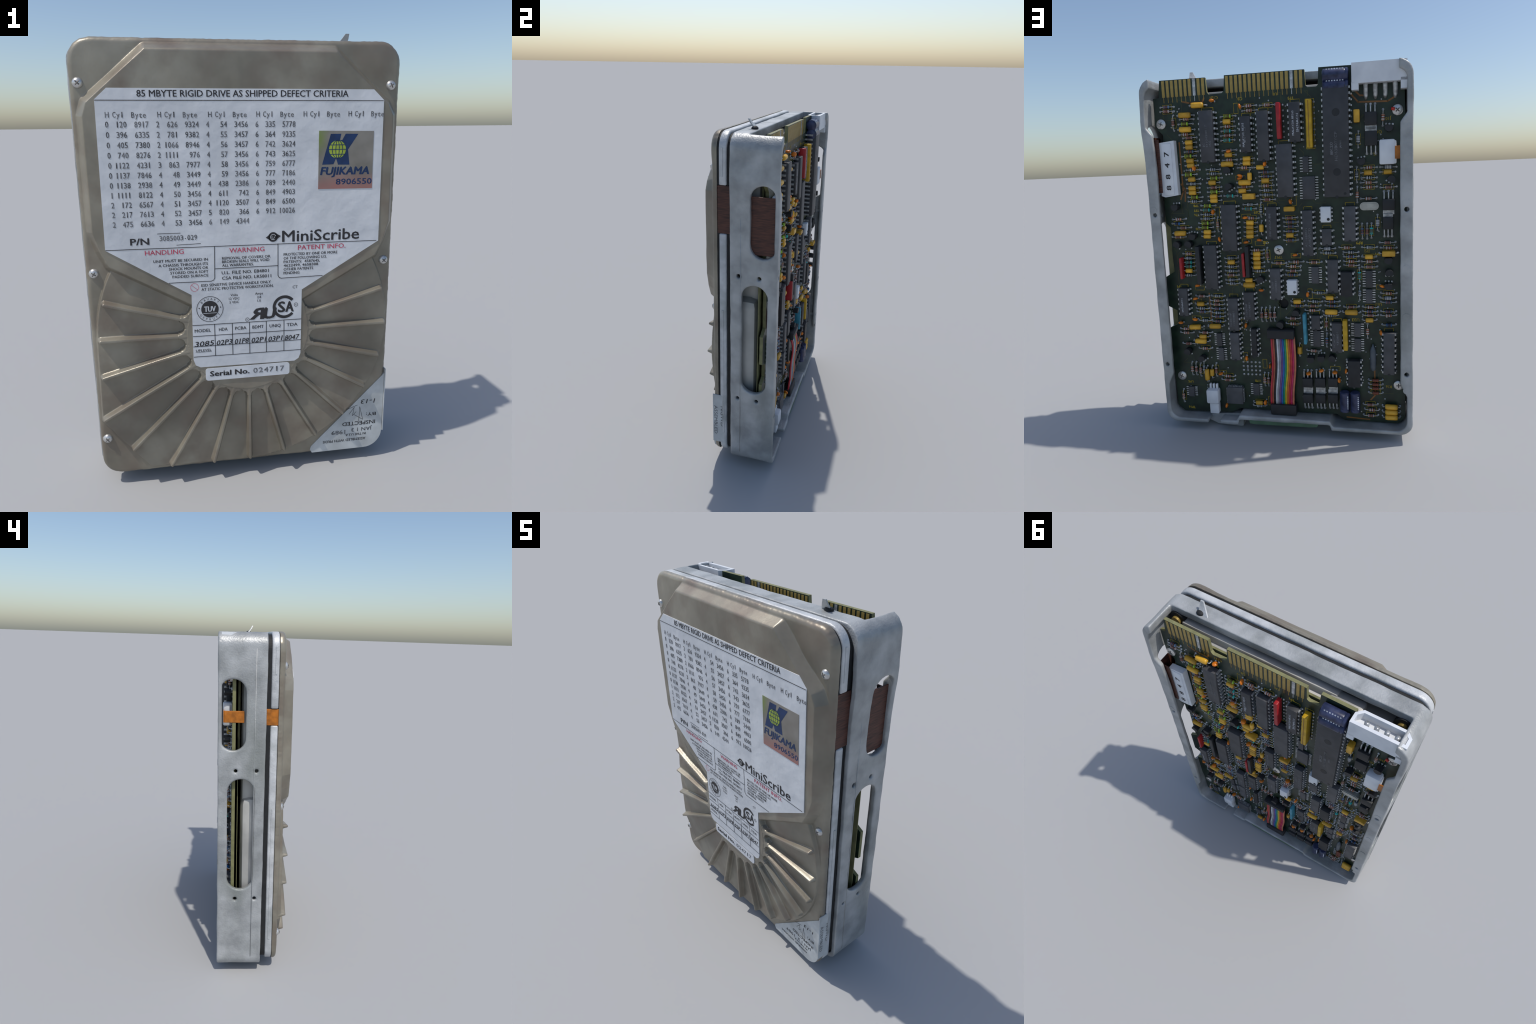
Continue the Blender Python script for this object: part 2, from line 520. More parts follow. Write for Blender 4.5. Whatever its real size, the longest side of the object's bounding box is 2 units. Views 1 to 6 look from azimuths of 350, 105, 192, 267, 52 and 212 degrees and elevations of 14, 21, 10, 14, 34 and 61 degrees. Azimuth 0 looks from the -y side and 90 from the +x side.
# ---- gasket, base casting and a black slab in the dark gap in front of the frame
g = Geo().prism(rounded_rect(-0.671, 0.664, 0.066, 1.944, 0.08), -0.130, -0.114)
part("gasket", g, [M_rubber], LEAN_HEAD)
g = Geo().prism(rounded_rect(-0.680, 0.671, 0.062, 1.952, 0.085, 14), -0.120, -0.080)
casting = part("base_casting", g, [M_cast], LEAN_HEAD)
k = Geo().box((0.70, -0.10, 1.573), (0.10, 0.10, 0.247)).box((-0.70, -0.10, 1.52), (0.10, 0.10, 0.088))
cut(casting, k)
bv = casting.modifiers.new("bevel", 'BEVEL'); bv.width = 0.008; bv.segments = 3; bv.limit_method = 'ANGLE'
apply_mods(casting)
casting.data.polygons.foreach_set("use_smooth", [True] * len(casting.data.polygons))
casting.data.set_sharp_from_angle(angle=math.radians(35))
g = Geo().prism(rounded_rect(-0.672, 0.660, 0.072, 1.938, 0.08), -0.084, -0.040)
part("dark_gap_slab", g, [M_rubber], LEAN_HEAD)
rg = Geo()
for x, s in ((-0.681, -1), (0.672, 1)):
    rg.box((x, -0.101, 0.62), (0.003, 0.010, 0.8), 0, 0.001)
    rg.box((x, -0.103, 1.81), (0.003, 0.008, 0.14), 0, 0.001)
child("casting_rib", rg, [M_cast], casting)

# ---- disk housing inside the frame
g = Geo().box((-0.025, 0.0, 0.99), (1.18, 0.136, 1.66), 0, 0.03)
g.box((-0.013, 0.004, 0.63), (1.27, 0.132, 0.88), 0, 0.045)
g.box((-0.335, 0.03, 1.845), (0.17, 0.07, 0.05), 0, 0.015)
g.box((0.14, 0.0, 1.82), (0.86, 0.09, 0.12), 0, 0.012)
g.box((0.12, 0.04, 1.80), (0.80, 0.06, 0.08), 0, 0.012)
house = part("disk_housing", g, [M_house], 0.011, angle=40)
g = Geo()
for x, z in ((0.60, 1.87), (-0.60, 1.87), (0.6, 0.13), (-0.6, 0.13)):
    g.tube([(x, 0.0, z), (x, 0.035, z)], 0.045, 0, n=24)
    g.tube([(x, 0.03, z), (x, 0.05, z)], 0.024, 1, n=20)
child("shock_mount", g, [M_rubber, M_gold], house, angle=40)

# ---- frame: rounded tray open at the rear top, with slots, screw holes, lips and a stepped bottom rim
def slot_outline(y0, y1, z0, z1, n=10):
    r, c = (y1 - y0) / 2, (y0 + y1) / 2
    p = [(c + r * math.cos(math.pi * i / n), z1 - r + r * math.sin(math.pi * i / n)) for i in range(n + 1)]
    return p + [(c - r * math.cos(math.pi * i / n), z0 + r - r * math.sin(math.pi * i / n)) for i in range(n + 1)]

def side_cutter(geo, poly, x0, x1):
    n = len(poly)
    vs = [(x0, y, z) for y, z in poly] + [(x1, y, z) for y, z in poly]
    geo.add(vs, [tuple(range(n)), tuple(range(2 * n - 1, n - 1, -1))] + [(i, i + n, (i + 1) % n + n, (i + 1) % n) for i in range(n)])

FR, FF = 0.196, -0.056
outer = rounded_rect(-0.697, 0.686, 0.046, 1.948, (0.075, 0.075, 0.07, 0.07), 12)
inner = rounded_rect(-0.668, 0.658, 0.068, 1.905, (0.05, 0.05, 0.055, 0.055), 12)
g = Geo()
n = len(outer)
vs = [(x, y, z) for y in (FF, FR) for x, z in outer] + [(x, y, z) for y in (FF, FR) for x, z in inner]
fs = []
for i in range(n):
    j = (i + 1) % n
    fs += [(i, j, j + n, i + n), (2 * n + j, 2 * n + i, 3 * n + i, 3 * n + j),
           (j, i, 2 * n + i, 2 * n + j), (n + i, n + j, 3 * n + j, 3 * n + i)]
g.add(vs, fs)
bmf = bmesh.new()
g.f = [tuple(f) for f in g.f]
frame = part("frame", g, [M_frame], LEAN_FRAME)
bmf.from_mesh(frame.data)
bmesh.ops.recalc_face_normals(bmf, faces=bmf.faces[:])
bmf.to_mesh(frame.data)
bmf.free()

k = Geo()
k.box((0, 0.24, 1.93), (1.26, 0.424, 0.18))                                     # open top at the rear
cut(frame, k)
k = Geo()
side_cutter(k, slot_outline(0.050, 0.184, 1.340, 1.715), 0.60, 0.75)
side_cutter(k, slot_outline(0.006, 0.146, 0.535, 1.192), 0.60, 0.75)
side_cutter(k, slot_outline(0.050, 0.186, 1.342, 1.716), -0.75, -0.60)
side_cutter(k, slot_outline(0.000, 0.143, 0.545, 1.190), -0.75, -0.60)
cut(frame, k)
k = Geo()
for sx in (1, -1):
    for y, z in ((-0.010, 1.235), (0.100, 1.234), (-0.014, 0.489), (0.096, 0.488)):
        k.tube([(sx * 0.60, y, z), (sx * 0.75, y, z)], 0.0115, n=14)
cut(frame, k)
k = Geo()
k.prism([(0.275, 0.0), (0.245, 0.090), (-0.255, 0.088), (-0.285, 0.0)], 0.09, 0.30)  # raised middle of the bottom rim
k.box((0.40, 0.15, 0.02), (0.07, 0.12, 0.122))
cut(frame, k)
add = Geo()
for v in frame.data.vertices:
    pass
# rear lips, bottom wall in the middle and small bosses, fused with the frame
g = Geo()
me = frame.data
g.add([(v.co.x, v.co.y, v.co.z + 1) for v in me.vertices], [tuple(p.vertices) for p in me.polygons])
for sx in (1, -1):
    xi, xo = (0.627, 0.680) if sx > 0 else (-0.634, -0.691)
    g.prism([(xo, 1.705), (xi + 0.035 * sx, 1.705), (xi, 1.66), (xi, 0.335), (xi + 0.03 * sx, 0.27), (xo, 0.27)], 0.174, FR)
g.prism([(0.262, 0.076), (0.25, 0.103), (-0.26, 0.100), (-0.272, 0.076)], -0.05, FR)
frame2 = to_mesh("frame", g, [M_frame], dz=1.0)
old = frame.data
frame.data = frame2
bpy.data.meshes.remove(old)
rm = frame.modifiers.new("fuse", 'REMESH')
rm.mode = 'VOXEL'
rm.voxel_size = 0.0055
apply_mods(frame)
k = Geo()
for x, z in ((0.656, 1.243), (0.657, 0.392), (-0.665, 1.243), (-0.665, 0.388)):
    k.tube([(x, 0.15, z), (x, 0.25, z)], 0.0115, n=14)
cut(frame, k)
sm = frame.modifiers.new("soften", 'SMOOTH')
sm.factor = 0.5
sm.iterations = 3
apply_mods(frame)
fm = frame.data
co = np.empty(len(fm.vertices) * 3)
fm.vertices.foreach_get("co", co)
co = co.reshape(-1, 3)
nn = np.empty_like(co).ravel()
fm.vertices.foreach_get("normal", nn)
nn = nn.reshape(-1, 3)
d = np.array([noise.fractal(Vector((p[0] * 9, p[1] * 9, p[2] * 9)), 1.0, 2.0, 3) for p in co])
co += nn * (d * 0.0020)[:, None]
co[:, 0] += np.where(co[:, 0] > 0.55, 0.010 * np.exp(-((co[:, 2] - 0.72) / 0.13) ** 2), 0)
fm.vertices.foreach_set("co", co.ravel())
fm.polygons.foreach_set("use_smooth", [True] * len(fm.polygons))
fm.materials.clear()
fm.materials.append(M_frame)
fm.polygons.foreach_set("material_index", [0] * len(fm.polygons))
fm.update()
g = Geo()
for x, z, s in ((0.660, 1.27, 1), (0.657, 0.71, 1), (-0.664, 1.275, 1), (-0.664, 0.95, 1), (-0.664, 0.70, 1), (-0.664, 0.30, 1)):
    g.tube([(x, FR - 0.004, z), (x, FR + 0.0015, z)], 0.017, n=20)
child("lip_boss", g, [M_frame], frame, angle=40)
g = Geo()                                                                       # cast parting line on both sides
for s in (1, -1):
    g.tube([(0.6855 if s > 0 else -0.6965, 0.002, 0.12), (0.6855 if s > 0 else -0.6965, 0.002, 1.87)], 0.0025, n=6)
child("parting_line", g, [M_frame], frame, smooth=True)

# green underside below the middle of the frame
g = Geo()
g.prism([(0.195, 0.084), (0.19, 0.060), (0.165, 0.056), (-0.15, 0.058), (-0.19, 0.062), (-0.20, 0.084)], -0.03, FR - 0.003)
g.prism([(0.16, 0.075), (0.13, 0.004), (0.11, 0.0), (-0.10, 0.0), (-0.12, 0.004), (-0.15, 0.075)], -0.02, 0.05)
part("green_underside", g, [M_green], LEAN_FRAME)
g = Geo().prism([(0.455, 0.066), (0.450, 0.030), (0.40, 0.008), (0.30, 0.002), (0.262, 0.0), (0.25, 0.004), (0.245, 0.080)], 0.045, 0.122)
part("mount_tab", g, [M_frame], LEAN_FRAME)

# ---- bent metal tab and rubber plug on the top bar
g = Geo()
pr = [(0.445, 0.030, 1.925), (0.452, 0.018, 1.95), (0.461, 0.004, 1.966), (0.468, -0.008, 1.982), (0.474, -0.017, 2.0)]
wd = [0.030, 0.026, 0.020, 0.014, 0.008]
vs, fs = [], []
for (x, y, z), w in zip(pr, wd):
    vs += [(x - w, y - 0.004, z), (x + w, y - 0.004, z), (x + w, y + 0.004, z), (x - w, y + 0.004, z)]
for i in range(len(pr) - 1):
    for q in range(4):
        fs.append((4 * i + q, 4 * i + (q + 1) % 4, 4 * i + 4 + (q + 1) % 4, 4 * i + 4 + q))
fs += [(3, 2, 1, 0), tuple(range(4 * len(pr) - 4, 4 * len(pr)))]
g.add(vs, fs)
tab = put("bent_tab", to_mesh("bent_tab", g, [M_cast], angle=50), root)
g = Geo().ball((0.470, 0.012, 1.952), (0.022, 0.018, 0.013), 0, 14)
put("rubber_plug", to_mesh("rubber_plug", g, [M_rubber], True), root)

# ---- flat flexes leaving the housing at both sides
g = Geo()
zz = [1.365, 1.45, 1.55, 1.66]
g.box((0.663, 0.105, 1.505), (0.006, 0.14, 0.30), 0, 0.002)
g.box((0.638, 0.166, 1.50), (0.054, 0.006, 0.28), 0, 0.002)
g.box((0.662, -0.09, 1.573), (0.008, 0.075, 0.245), 0, 0.002)
part("brown_flat_cable", g, [M_brownflex], 0.010)
g = Geo()
g.box((-0.662, 0.110, 1.518), (0.006, 0.105, 0.062), 0, 0.002)
g.box((-0.637, 0.165, 1.518), (0.054, 0.006, 0.062), 0, 0.002)
g.box((-0.670, -0.085, 1.520), (0.008, 0.075, 0.086), 0, 0.002)
part("orange_flat_cable", g, [M_orangeflex], 0.010)

# ------------------------------------------------------------------ label on the cover
YL = -DOME - 0.0035
label_poly = [(-0.533, 1.760), (-0.580, 1.718), (-0.584, 1.129), (-0.244, 0.920), (-0.247, 0.622), (-0.238, 0.595),
              (-0.217, 0.584), (0.207, 0.580), (0.226, 0.592), (0.235, 0.615), (0.238, 0.916), (0.582, 1.121),
              (0.580, 1.715), (0.535, 1.757)]
g = Geo().prism(label_poly, YL, YL + 0.004)
label = part("label", g, [M_label], LEAN_HEAD)
label.rotation_euler.z = TWIST
g = Geo().prism(rounded_rect(-0.196, 0.184, 0.517, 0.575, 0.012, 5), YL - 0.0008, YL + 0.004)
child("serial_label", g, [M_label], label)
YT = YL - 0.0009

# printed rules
g = Geo()
W = 0.0028
line(g, [(-0.578, 1.715), (0.577, 1.712)], W, YT)
line(g, [(-0.582, 1.130), (-0.097, 1.127), (0.572, 1.122)], W, YT)
line(g, [(-0.140, 1.127), (-0.143, 0.990), (-0.148, 0.981), (-0.158, 0.977), (-0.335, 0.978)], W, YT)
line(g, [(-0.140, 1.030), (0.130, 1.030)], W, YT)
line(g, [(0.131, 1.126), (0.131, 0.986), (0.136, 0.977), (0.145, 0.973), (0.330, 0.975)], W, YT)
for z0 in (0.782, 0.731, 0.683, 0.635):
    line(g, [(-0.244, z0), (0.236, z0 - 0.003)], W, YT)
for x0 in (-0.150, -0.073, 0.003, 0.078, 0.158):
    line(g, [(x0, 0.780), (x0, 0.635)], W, YT)
line(g, [(-0.372, 1.190), (-0.28, 1.190)], W * 0.8, YT)
line(g, [(-0.296, 1.140), (-0.198, 1.142)], W * 0.8, YT)
child("printed_rule", g, [M_ink], label)

g = Geo()
write(g, "85 MBYTE RIGID DRIVE AS SHIPPED DEFECT CRITERIA", -0.421, 1.740, 0.025, YT, 0.846, bold=0.0006)
write(g, "P/N", -0.482, 1.160, 0.027, YT, 0.074, bold=0.0014)
write(g, "MiniScribe", 0.150, 1.158, 0.049, YT, 0.342, bold=0.0012)
small = 0.0115
for s, z0, w in (("UNIT MUST BE SECURED IN", 1.074, 0.225), ("A CHASSIS THROUGH ITS", 1.055, 0.205),
                 ("SHOCK MOUNTS OR", 1.038, 0.163), ("STORED ON A SOFT", 1.021, 0.158), ("PADDED SURFACE", 1.004, 0.150)):
    write(g, s, -0.170, z0, small, YT, w, 'r', bold=0.0003)
for s, z0, w in (("REMOVAL OF COVERS OR", 1.074, 0.208), ("BROKEN SEALS WILL VOID", 1.059, 0.203), ("ALL WARRANTIES.", 1.043, 0.135)):
    write(g, s, -0.110, z0, small, YT, w, bold=0.0003)
write(g, "U.L. FILE NO. E84801", -0.113, 1.011, 0.014, YT, 0.203, bold=0.0003)
write(g, "CSA FILE NO. LR58011", -0.112, 0.987, 0.014, YT, 0.213, bold=0.0003)
write(g, "ESD SENSITIVE DEVICE HANDLE ONLY", -0.201, 0.960, 0.012, YT, 0.30, bold=0.0003)
write(g, "AT STATIC PROTECTIVE WORKSTATION.", -0.201, 0.942, 0.012, YT, 0.312, bold=0.0003)
for s, z0, w in (("PROTECTED BY ONE OR MORE", 1.078, 0.24), ("OF THE FOLLOWING U.S.", 1.061, 0.192),
                 ("PATENTS:  4587645,", 1.045, 0.162), ("4622499, 4658308", 1.029, 0.154), ("OTHER PATENTS", 1.012, 0.132), ("PENDING", 0.995, 0.07)):
    write(g, s, 0.156, z0, small, YT, w, bold=0.0003)
write(g, "CT", 0.208, 0.930, 0.013, YT, align='c')
for x0, rows in ((-0.062, ("Volts", "12 VDC", "5 VDC")), (0.047, ("Amps", "2.8", "1.0"))):
    for i, s in enumerate(rows):
        write(g, s, x0, 0.910 - 0.0165 * i, 0.0105, YT, align='c', bold=0.0002)
for s, x0 in (("MODEL", -0.202), ("HDA", -0.113), ("PCBA", -0.036), ("BDMT", 0.041), ("UNIQ", 0.118), ("TDA", 0.195)):
    write(g, s, x0, 0.756, 0.0145, YT, 0.070 if s == "MODEL" else 0.050 if s != "HDA" else 0.038, 'c', bold=0.0003)
write(g, "UPLEVEL", -0.201, 0.664, 0.011, YT, 0.068, 'c', bold=0.0002)
line(g, [(-0.236, 0.656), (-0.167, 0.656)], 0.0015, YT)
write(g, "Serial No.", -0.176, 0.549, 0.024, YT - 0.0008, 0.175, bold=0.0016)
write(g, "R", 0.212, 0.848, 0.007, YT, align='c')
ring(g, 0.212, 0.848, 0.0072, 0.009, YT, n=24)
write(g, "R", -0.006, 0.793, 0.007, YT, align='c')
ring(g, -0.006, 0.793, 0.0072, 0.009, YT, n=24)
# reversed recognition mark, slanted
write(g, "R", 0.036, 0.816, 0.050, YT, -0.058, 'c', slant=0.10, bold=0.0042)
write(g, "U", 0.090, 0.816, 0.050, YT - 0.0003, 0.048, 'c', slant=0.16, bold=0.0042)
# round standards mark: open ring with two letters
ring(g, 0.160, 0.841, 0.040, 0.053, YT, a0=40, a1=320)
write(g, "S", 0.147, 0.841, 0.048, YT, 0.030, 'c', bold=0.0026)
write(g, "A", 0.183, 0.841, 0.048, YT, 0.034, 'c', bold=0.0024)
# type approval seal
ring(g, -0.168, 0.852, 0.0555, 0.0578, YT)
disc(g, -0.168, 0.852, 0.0375, YT, n=40)
for word, mid, sgn in (("BAUART", 90, 1), ("GEPRUFT", 270, -1)):
    for i, ch in enumerate(word):
        a = math.radians(mid - sgn * 19 * (i - (len(word) - 1) / 2))
        write(g, ch, -0.168 + 0.0465 * math.cos(a), 0.852 + 0.0465 * math.sin(a), 0.0095, YT, align='c',
              spin=math.degrees(a) - 90 * sgn)
for a in (8, 172):
    disc(g, -0.168 + 0.0465 * math.cos(math.radians(a)), 0.852 + 0.0465 * math.sin(math.radians(a)), 0.0028, YT, n=10)
# swirl mark in front of the maker's name
disc(g, 0.110, 1.157, 0.021, YT, n=28)
g.add([(0.078, YT, 1.155), (0.10, YT, 1.172), (0.10, YT, 1.142)], [(0, 1, 2)])
g.add([(0.144, YT, 1.160), (0.12, YT, 1.142), (0.12, YT, 1.173)], [(0, 1, 2)])
child("lettering", g, [M_ink], label)
g = Geo()
ring(g, 0.110, 1.157, 0.0105, 0.0125, YT - 0.0004, a0=20, a1=300, n=24)
ring(g, 0.110, 1.157, 0.005, 0.0065, YT - 0.0004, a0=120, a1=380, n=18)
write(g, "TUV", -0.168, 0.853, 0.024, YT - 0.0004, 0.048, 'c', bold=0.0012)
line(g, [(-0.196, 0.834), (-0.14, 0.834)], 0.002, YT - 0.0004)
child("seal_lettering", g, [M_label], label)
g = Geo()
write(g, "HANDLING", -0.427, 1.112, 0.020, YT, 0.158, bold=0.0003)
write(g, "WARNING", -0.078, 1.107, 0.020, YT, 0.150, bold=0.0003)
write(g, "PATENT INFO.", 0.219, 1.106, 0.020, YT, 0.213, bold=0.0003)
ring(g, -0.230, 0.953, 0.0165, 0.018, YT, n=32)
line(g, [(-0.243, 0.964), (-0.217, 0.942)], 0.0014, YT)
child("red_lettering", g, [M_pink], label)

# typed defect table, dot matrix digits
g = Geo()
rows = ["0 120 8917 2 626 9324 4 54 3456 6 335 5778", "0 396 6335 2 781 9382 4 55 3457 6 364 9235",
        "0 405 7380 2 1066 8946 4 56 3457 6 742 3624", "0 740 8276 2 1111 976 4 57 3456 6 743 3625",
        "0 1122 4231 3 863 7977 4 58 3456 6 759 6777", "0 1137 7846 4 48 3449 4 59 3456 6 777 7186",
        "0 1138 2938 4 49 3449 4 438 2386 6 789 2440", "1 1111 8122 4 50 3456 4 611 742 6 849 4903",
        "2 172 6567 4 51 3457 4 1120 3507 6 849 6500", "2 217 7613 4 52 3457 5 820 366 6 912 10026",
        "2 475 6636 4 53 3456 6 149 4344"]
colx = [-0.533, -0.465, -0.381, -0.340, -0.270, -0.187, -0.146, -0.075, 0.009, 0.052, 0.121, 0.205]
for i, r in enumerate(rows):
    for s, x0 in zip(r.split(), colx):
        zrow = 1.622 - 0.0391 * i + 0.003 * (0.2 - x0) * 1.5 - 0.0005
        write_typed(g, s, x0, zrow, 0.0225, YT, 0.0141, 'r', bold=0.0006)
for x0 in (-0.537, -0.340, -0.143, 0.050, 0.245, 0.435):
    write(g, "H", x0, 1.661, 0.021, YT, 0.014, 'c', bold=0.0005)
    write_typed(g, "Cyl", x0 + 0.019, 1.661, 0.021, YT, 0.0150, 'l', bold=0.0005)
    write_typed(g, "Byte", x0 + 0.090, 1.660, 0.021, YT, 0.0145, 'l', bold=0.0005)
write_typed(g, "3085003-029", -0.366, 1.170, 0.021, YT, 0.0142, 'l', bold=0.0006)
write_typed(g, "024717", 0.015, 0.549, 0.024, YT - 0.0008, 0.0245, 'l', bold=0.0003)
child("typed_numbers", g, [M_dot], label)
g = Geo()
for s, x0, w in (("3085", -0.199, 0.082), ("02P3", -0.112, 0.068), ("01P8", -0.035, 0.062), ("02P1", 0.041, 0.064),
                 ("03P1", 0.116, 0.062), ("8047", 0.192, 0.064)):
    write(g, s, x0, 0.695, 0.023, YT, w, 'c', slant=0.25, bold=0.0006, spin=2)
child("handwriting", g, [M_ink], label)

# foil sticker with a big letter and a globe
g = Geo().prism([(0.304, 1.594), (0.304, 1.355), (0.542, 1.353), (0.541, 1.591)], YL - 0.0014, YL)
nt = M_foil.node_tree                               # greenish corner and pinkish lower half of the foil
b = nt.nodes["Principled BSDF"]
base = b.inputs["Base Color"].links[0].from_socket
tc = nt.nodes.new("ShaderNodeTexCoord")
wn = nt.nodes.new("ShaderNodeTexNoise"); wn.inputs["Scale"].default_value = 10
ad = nt.nodes.new("ShaderNodeMixRGB"); ad.blend_type = 'ADD'; ad.inputs[0].default_value = 0.09
nt.links.new(tc.outputs["Object"], ad.inputs[1]); nt.links.new(tc.outputs["Object"], wn.inputs["Vector"])
nt.links.new(wn.outputs["Color"], ad.inputs[2])
sp = nt.nodes.new("ShaderNodeSeparateXYZ"); nt.links.new(ad.outputs[0], sp.inputs[0])
def band(sock, a, c):
    r = nt.nodes.new("ShaderNodeMapRange"); r.inputs["From Min"].default_value = a; r.inputs["From Max"].default_value = c
    nt.links.new(sock, r.inputs["Value"]); return r.outputs["Result"]
pz = band(sp.outputs["Z"], 0.475, 0.40)
gx = band(sp.outputs["X"], 0.40, 0.345); gz = band(sp.outputs["Z"], 0.54, 0.60)
mu = nt.nodes.new("ShaderNodeMath"); mu.operation = 'MULTIPLY'; nt.links.new(gx, mu.inputs[0]); nt.links.new(gz, mu.inputs[1])
m1 = nt.nodes.new("ShaderNodeMixRGB"); m1.inputs[2].default_value = (0.36, 0.17, 0.15, 1)
nt.links.new(pz, m1.inputs[0]); nt.links.new(base, m1.inputs[1])
m2 = nt.nodes.new("ShaderNodeMixRGB"); m2.inputs[2].default_value = (0.20, 0.26, 0.07, 1)
nt.links.new(mu.outputs[0], m2.inputs[0]); nt.links.new(m1.outputs[0], m2.inputs[1])
nt.links.new(m2.outputs[0], b.inputs["Base Color"])
child("foil_sticker", g, [M_foil], label)
g = Geo()
YS = YL - 0.0018
kp = [(0.354, 1.581), (0.399, 1.581), (0.394, 1.556), (0.404, 1.556), (0.418, 1.581), (0.473, 1.580), (0.430, 1.517), (0.438, 1.454),
      (0.388, 1.455), (0.379, 1.482), (0.368, 1.457), (0.319, 1.456)]
g.add([(x, YS, z) for x, z in kp], [tuple(range(len(kp)))])
write(g, "FUJIKAMA", 0.313, 1.429, 0.032, YS, 0.212, slant=0.18, bold=0.0022)
write(g, "8906550", 0.381, 1.384, 0.024, YS, 0.158, bold=0.0008)
child("logo", g, [M_navy], label)
g = Geo()
disc(g, 0.384, 1.518, 0.0365, YS - 0.0005, n=40)
child("logo_globe", g, [M_globe], label)
g = Geo()
for q in (-0.62, -0.2, 0.2, 0.62):
    pts = [(0.384 + 0.0365 * q * math.cos(a), 1.518 + 0.0365 * math.sin(a)) for a in np.linspace(-1.5, 1.5, 13)]
    line(g, pts, 0.0028, YS - 0.0009)
for q in (-0.55, 0.0, 0.5):
    hwid = 0.0365 * math.sqrt(1 - q * q)
    line(g, [(0.384 - hwid, 1.518 + 0.0365 * q), (0.384 + hwid, 1.518 + 0.0365 * q)], 0.0028, YS - 0.001)
child("logo_globe_lines", g, [M_navy], label)

# inspection sticker on the lower corner, wrapped round the side
g = Geo()
sp_ = [(0.300, 0.078), (0.305, 0.095), (0.665, 0.452)]
arc = [(CX1 - 0.006 - CR + CR * math.cos(a), CZ0 + 0.004 + CR + CR * math.sin(a)) for a in np.linspace(0, -math.pi / 2, 10)]
g.prism(sp_ + arc + [(0.31, 0.06)], -FLANGE - 0.003, -FLANGE + 0.02)
g.box((0.6692, -0.125, 0.31), (0.006, 0.072, 0.33), 0, 0.002)
sticker = part("inspection_sticker", g, [M_stick], LEAN_HEAD)
sticker.rotation_euler.z = TWIST
g = Geo()
yy = -FLANGE - 0.0036
write(g, "ASSEMBLED WITH PRIDE", 0.583, 0.110, 0.0135, yy, 0.218, spin=180, bold=0.0003)
write(g, "IN THE U.S.A", 0.585, 0.137, 0.0125, yy, 0.105, spin=180, bold=0.0003)
write(g, "INSPECTED", 0.630, 0.197, 0.020, yy, 0.168, spin=180, bold=0.0006)
write(g, "BY:", 0.632, 0.240, 0.017, yy, 0.05, spin=180, bold=0.0003)
write(g, "1-13", 0.625, 0.311, 0.022, yy, 0.070, spin=180, slant=0.2, bold=0.0003)
line(g, [(0.48, 0.275), (0.535, 0.295)], 0.0018, yy)
line(g, [(0.545, 0.205), (0.548, 0.285), (0.565, 0.215), (0.52, 0.245)], 0.0018, yy)
line(g, [(0.495, 0.25), (0.52, 0.285), (0.512, 0.24), (0.53, 0.26)], 0.0018, yy)
child("sticker_lettering", g, [M_ink], sticker)
g = Geo()
write(g, "1989", 0.478, 0.155, 0.021, yy, 0.070, spin=180, bold=0.0006)
write(g, "JAN 1 3", 0.615, 0.162, 0.019, yy, 0.105, spin=180, bold=0.0004)
child("stamped_date", g, [M_dot], sticker)
g = Geo()
g2 = Geo()
write(g2, "ASSEMBLED", 0.0, 0.0, 0.020, 0.0, 0.20)
write(g2, "NGWD", 0.0, 0.04, 0.022, 0.0, 0.14)
g.add([(0.6728, -0.142 + p[2], 0.40 - p[0]) for p in g2.v], g2.f)
child("side_lettering", g, [M_dot], sticker)

# ------------------------------------------------------------------ circuit board
PB = 0.120                                          # component side of the board
PT = 0.018
board_poly = [(0.645, 1.856), (0.613, 1.857), (0.602, 1.945), (0.348, 1.943), (0.343, 1.870), (0.332, 1.857), (0.262, 1.859),
              (0.250, 1.870), (0.244, 1.946), (-0.172, 1.943), (-0.176, 1.866), (-0.186, 1.857), (-0.230, 1.857),
              (-0.238, 1.864), (-0.243, 1.947), (-0.412, 1.945), (-0.414, 1.885), (-0.655, 1.885), (-0.660, 1.72), (-0.663, 1.69), (-0.663, 0.32),
              (-0.663, 0.28), (-0.660, 0.111), (-0.626, 0.076), (-0.336, 0.077), (-0.295, 0.109), (0.257, 0.111),
              (0.316, 0.083), (0.606, 0.078), (0.646, 0.112), (0.647, 0.31), (0.656, 0.36), (0.656, 0.585), (0.604, 0.610), (0.604, 0.690), (0.656, 0.715),
              (0.656, 0.885), (0.602, 0.915), (0.606, 1.03), (0.602, 1.165), (0.628, 1.19), (0.628, 1.60), (0.605, 1.62), (0.605, 1.665), (0.645, 1.71)]
g = Geo().prism(board_poly, PB - PT, PB, 0, 1)
board = part("circuit_board", g, [M_pcb, M_edge], LEAN_BOARD)
cut(board, Geo().tube([(-0.017, 0.05, 0.739), (-0.017, 0.2, 0.739)], 0.028, n=24))
g = Geo().box((0.005, 0.088, 0.68), (1.28, 0.003, 1.09))
g.box((0, 0.083, 1.53), (1.16, 0.012, 0.66))
child("insulator_sheet", g, [M_edge], board)
g = Geo().tube([(-0.017, 0.0905, 0.739), (-0.017, 0.098, 0.739)], 0.034, n=24)  # black disc behind the board hole, so that the hole shows black
child("hole_darkness_disc", g, [M_rubber], board, angle=40)

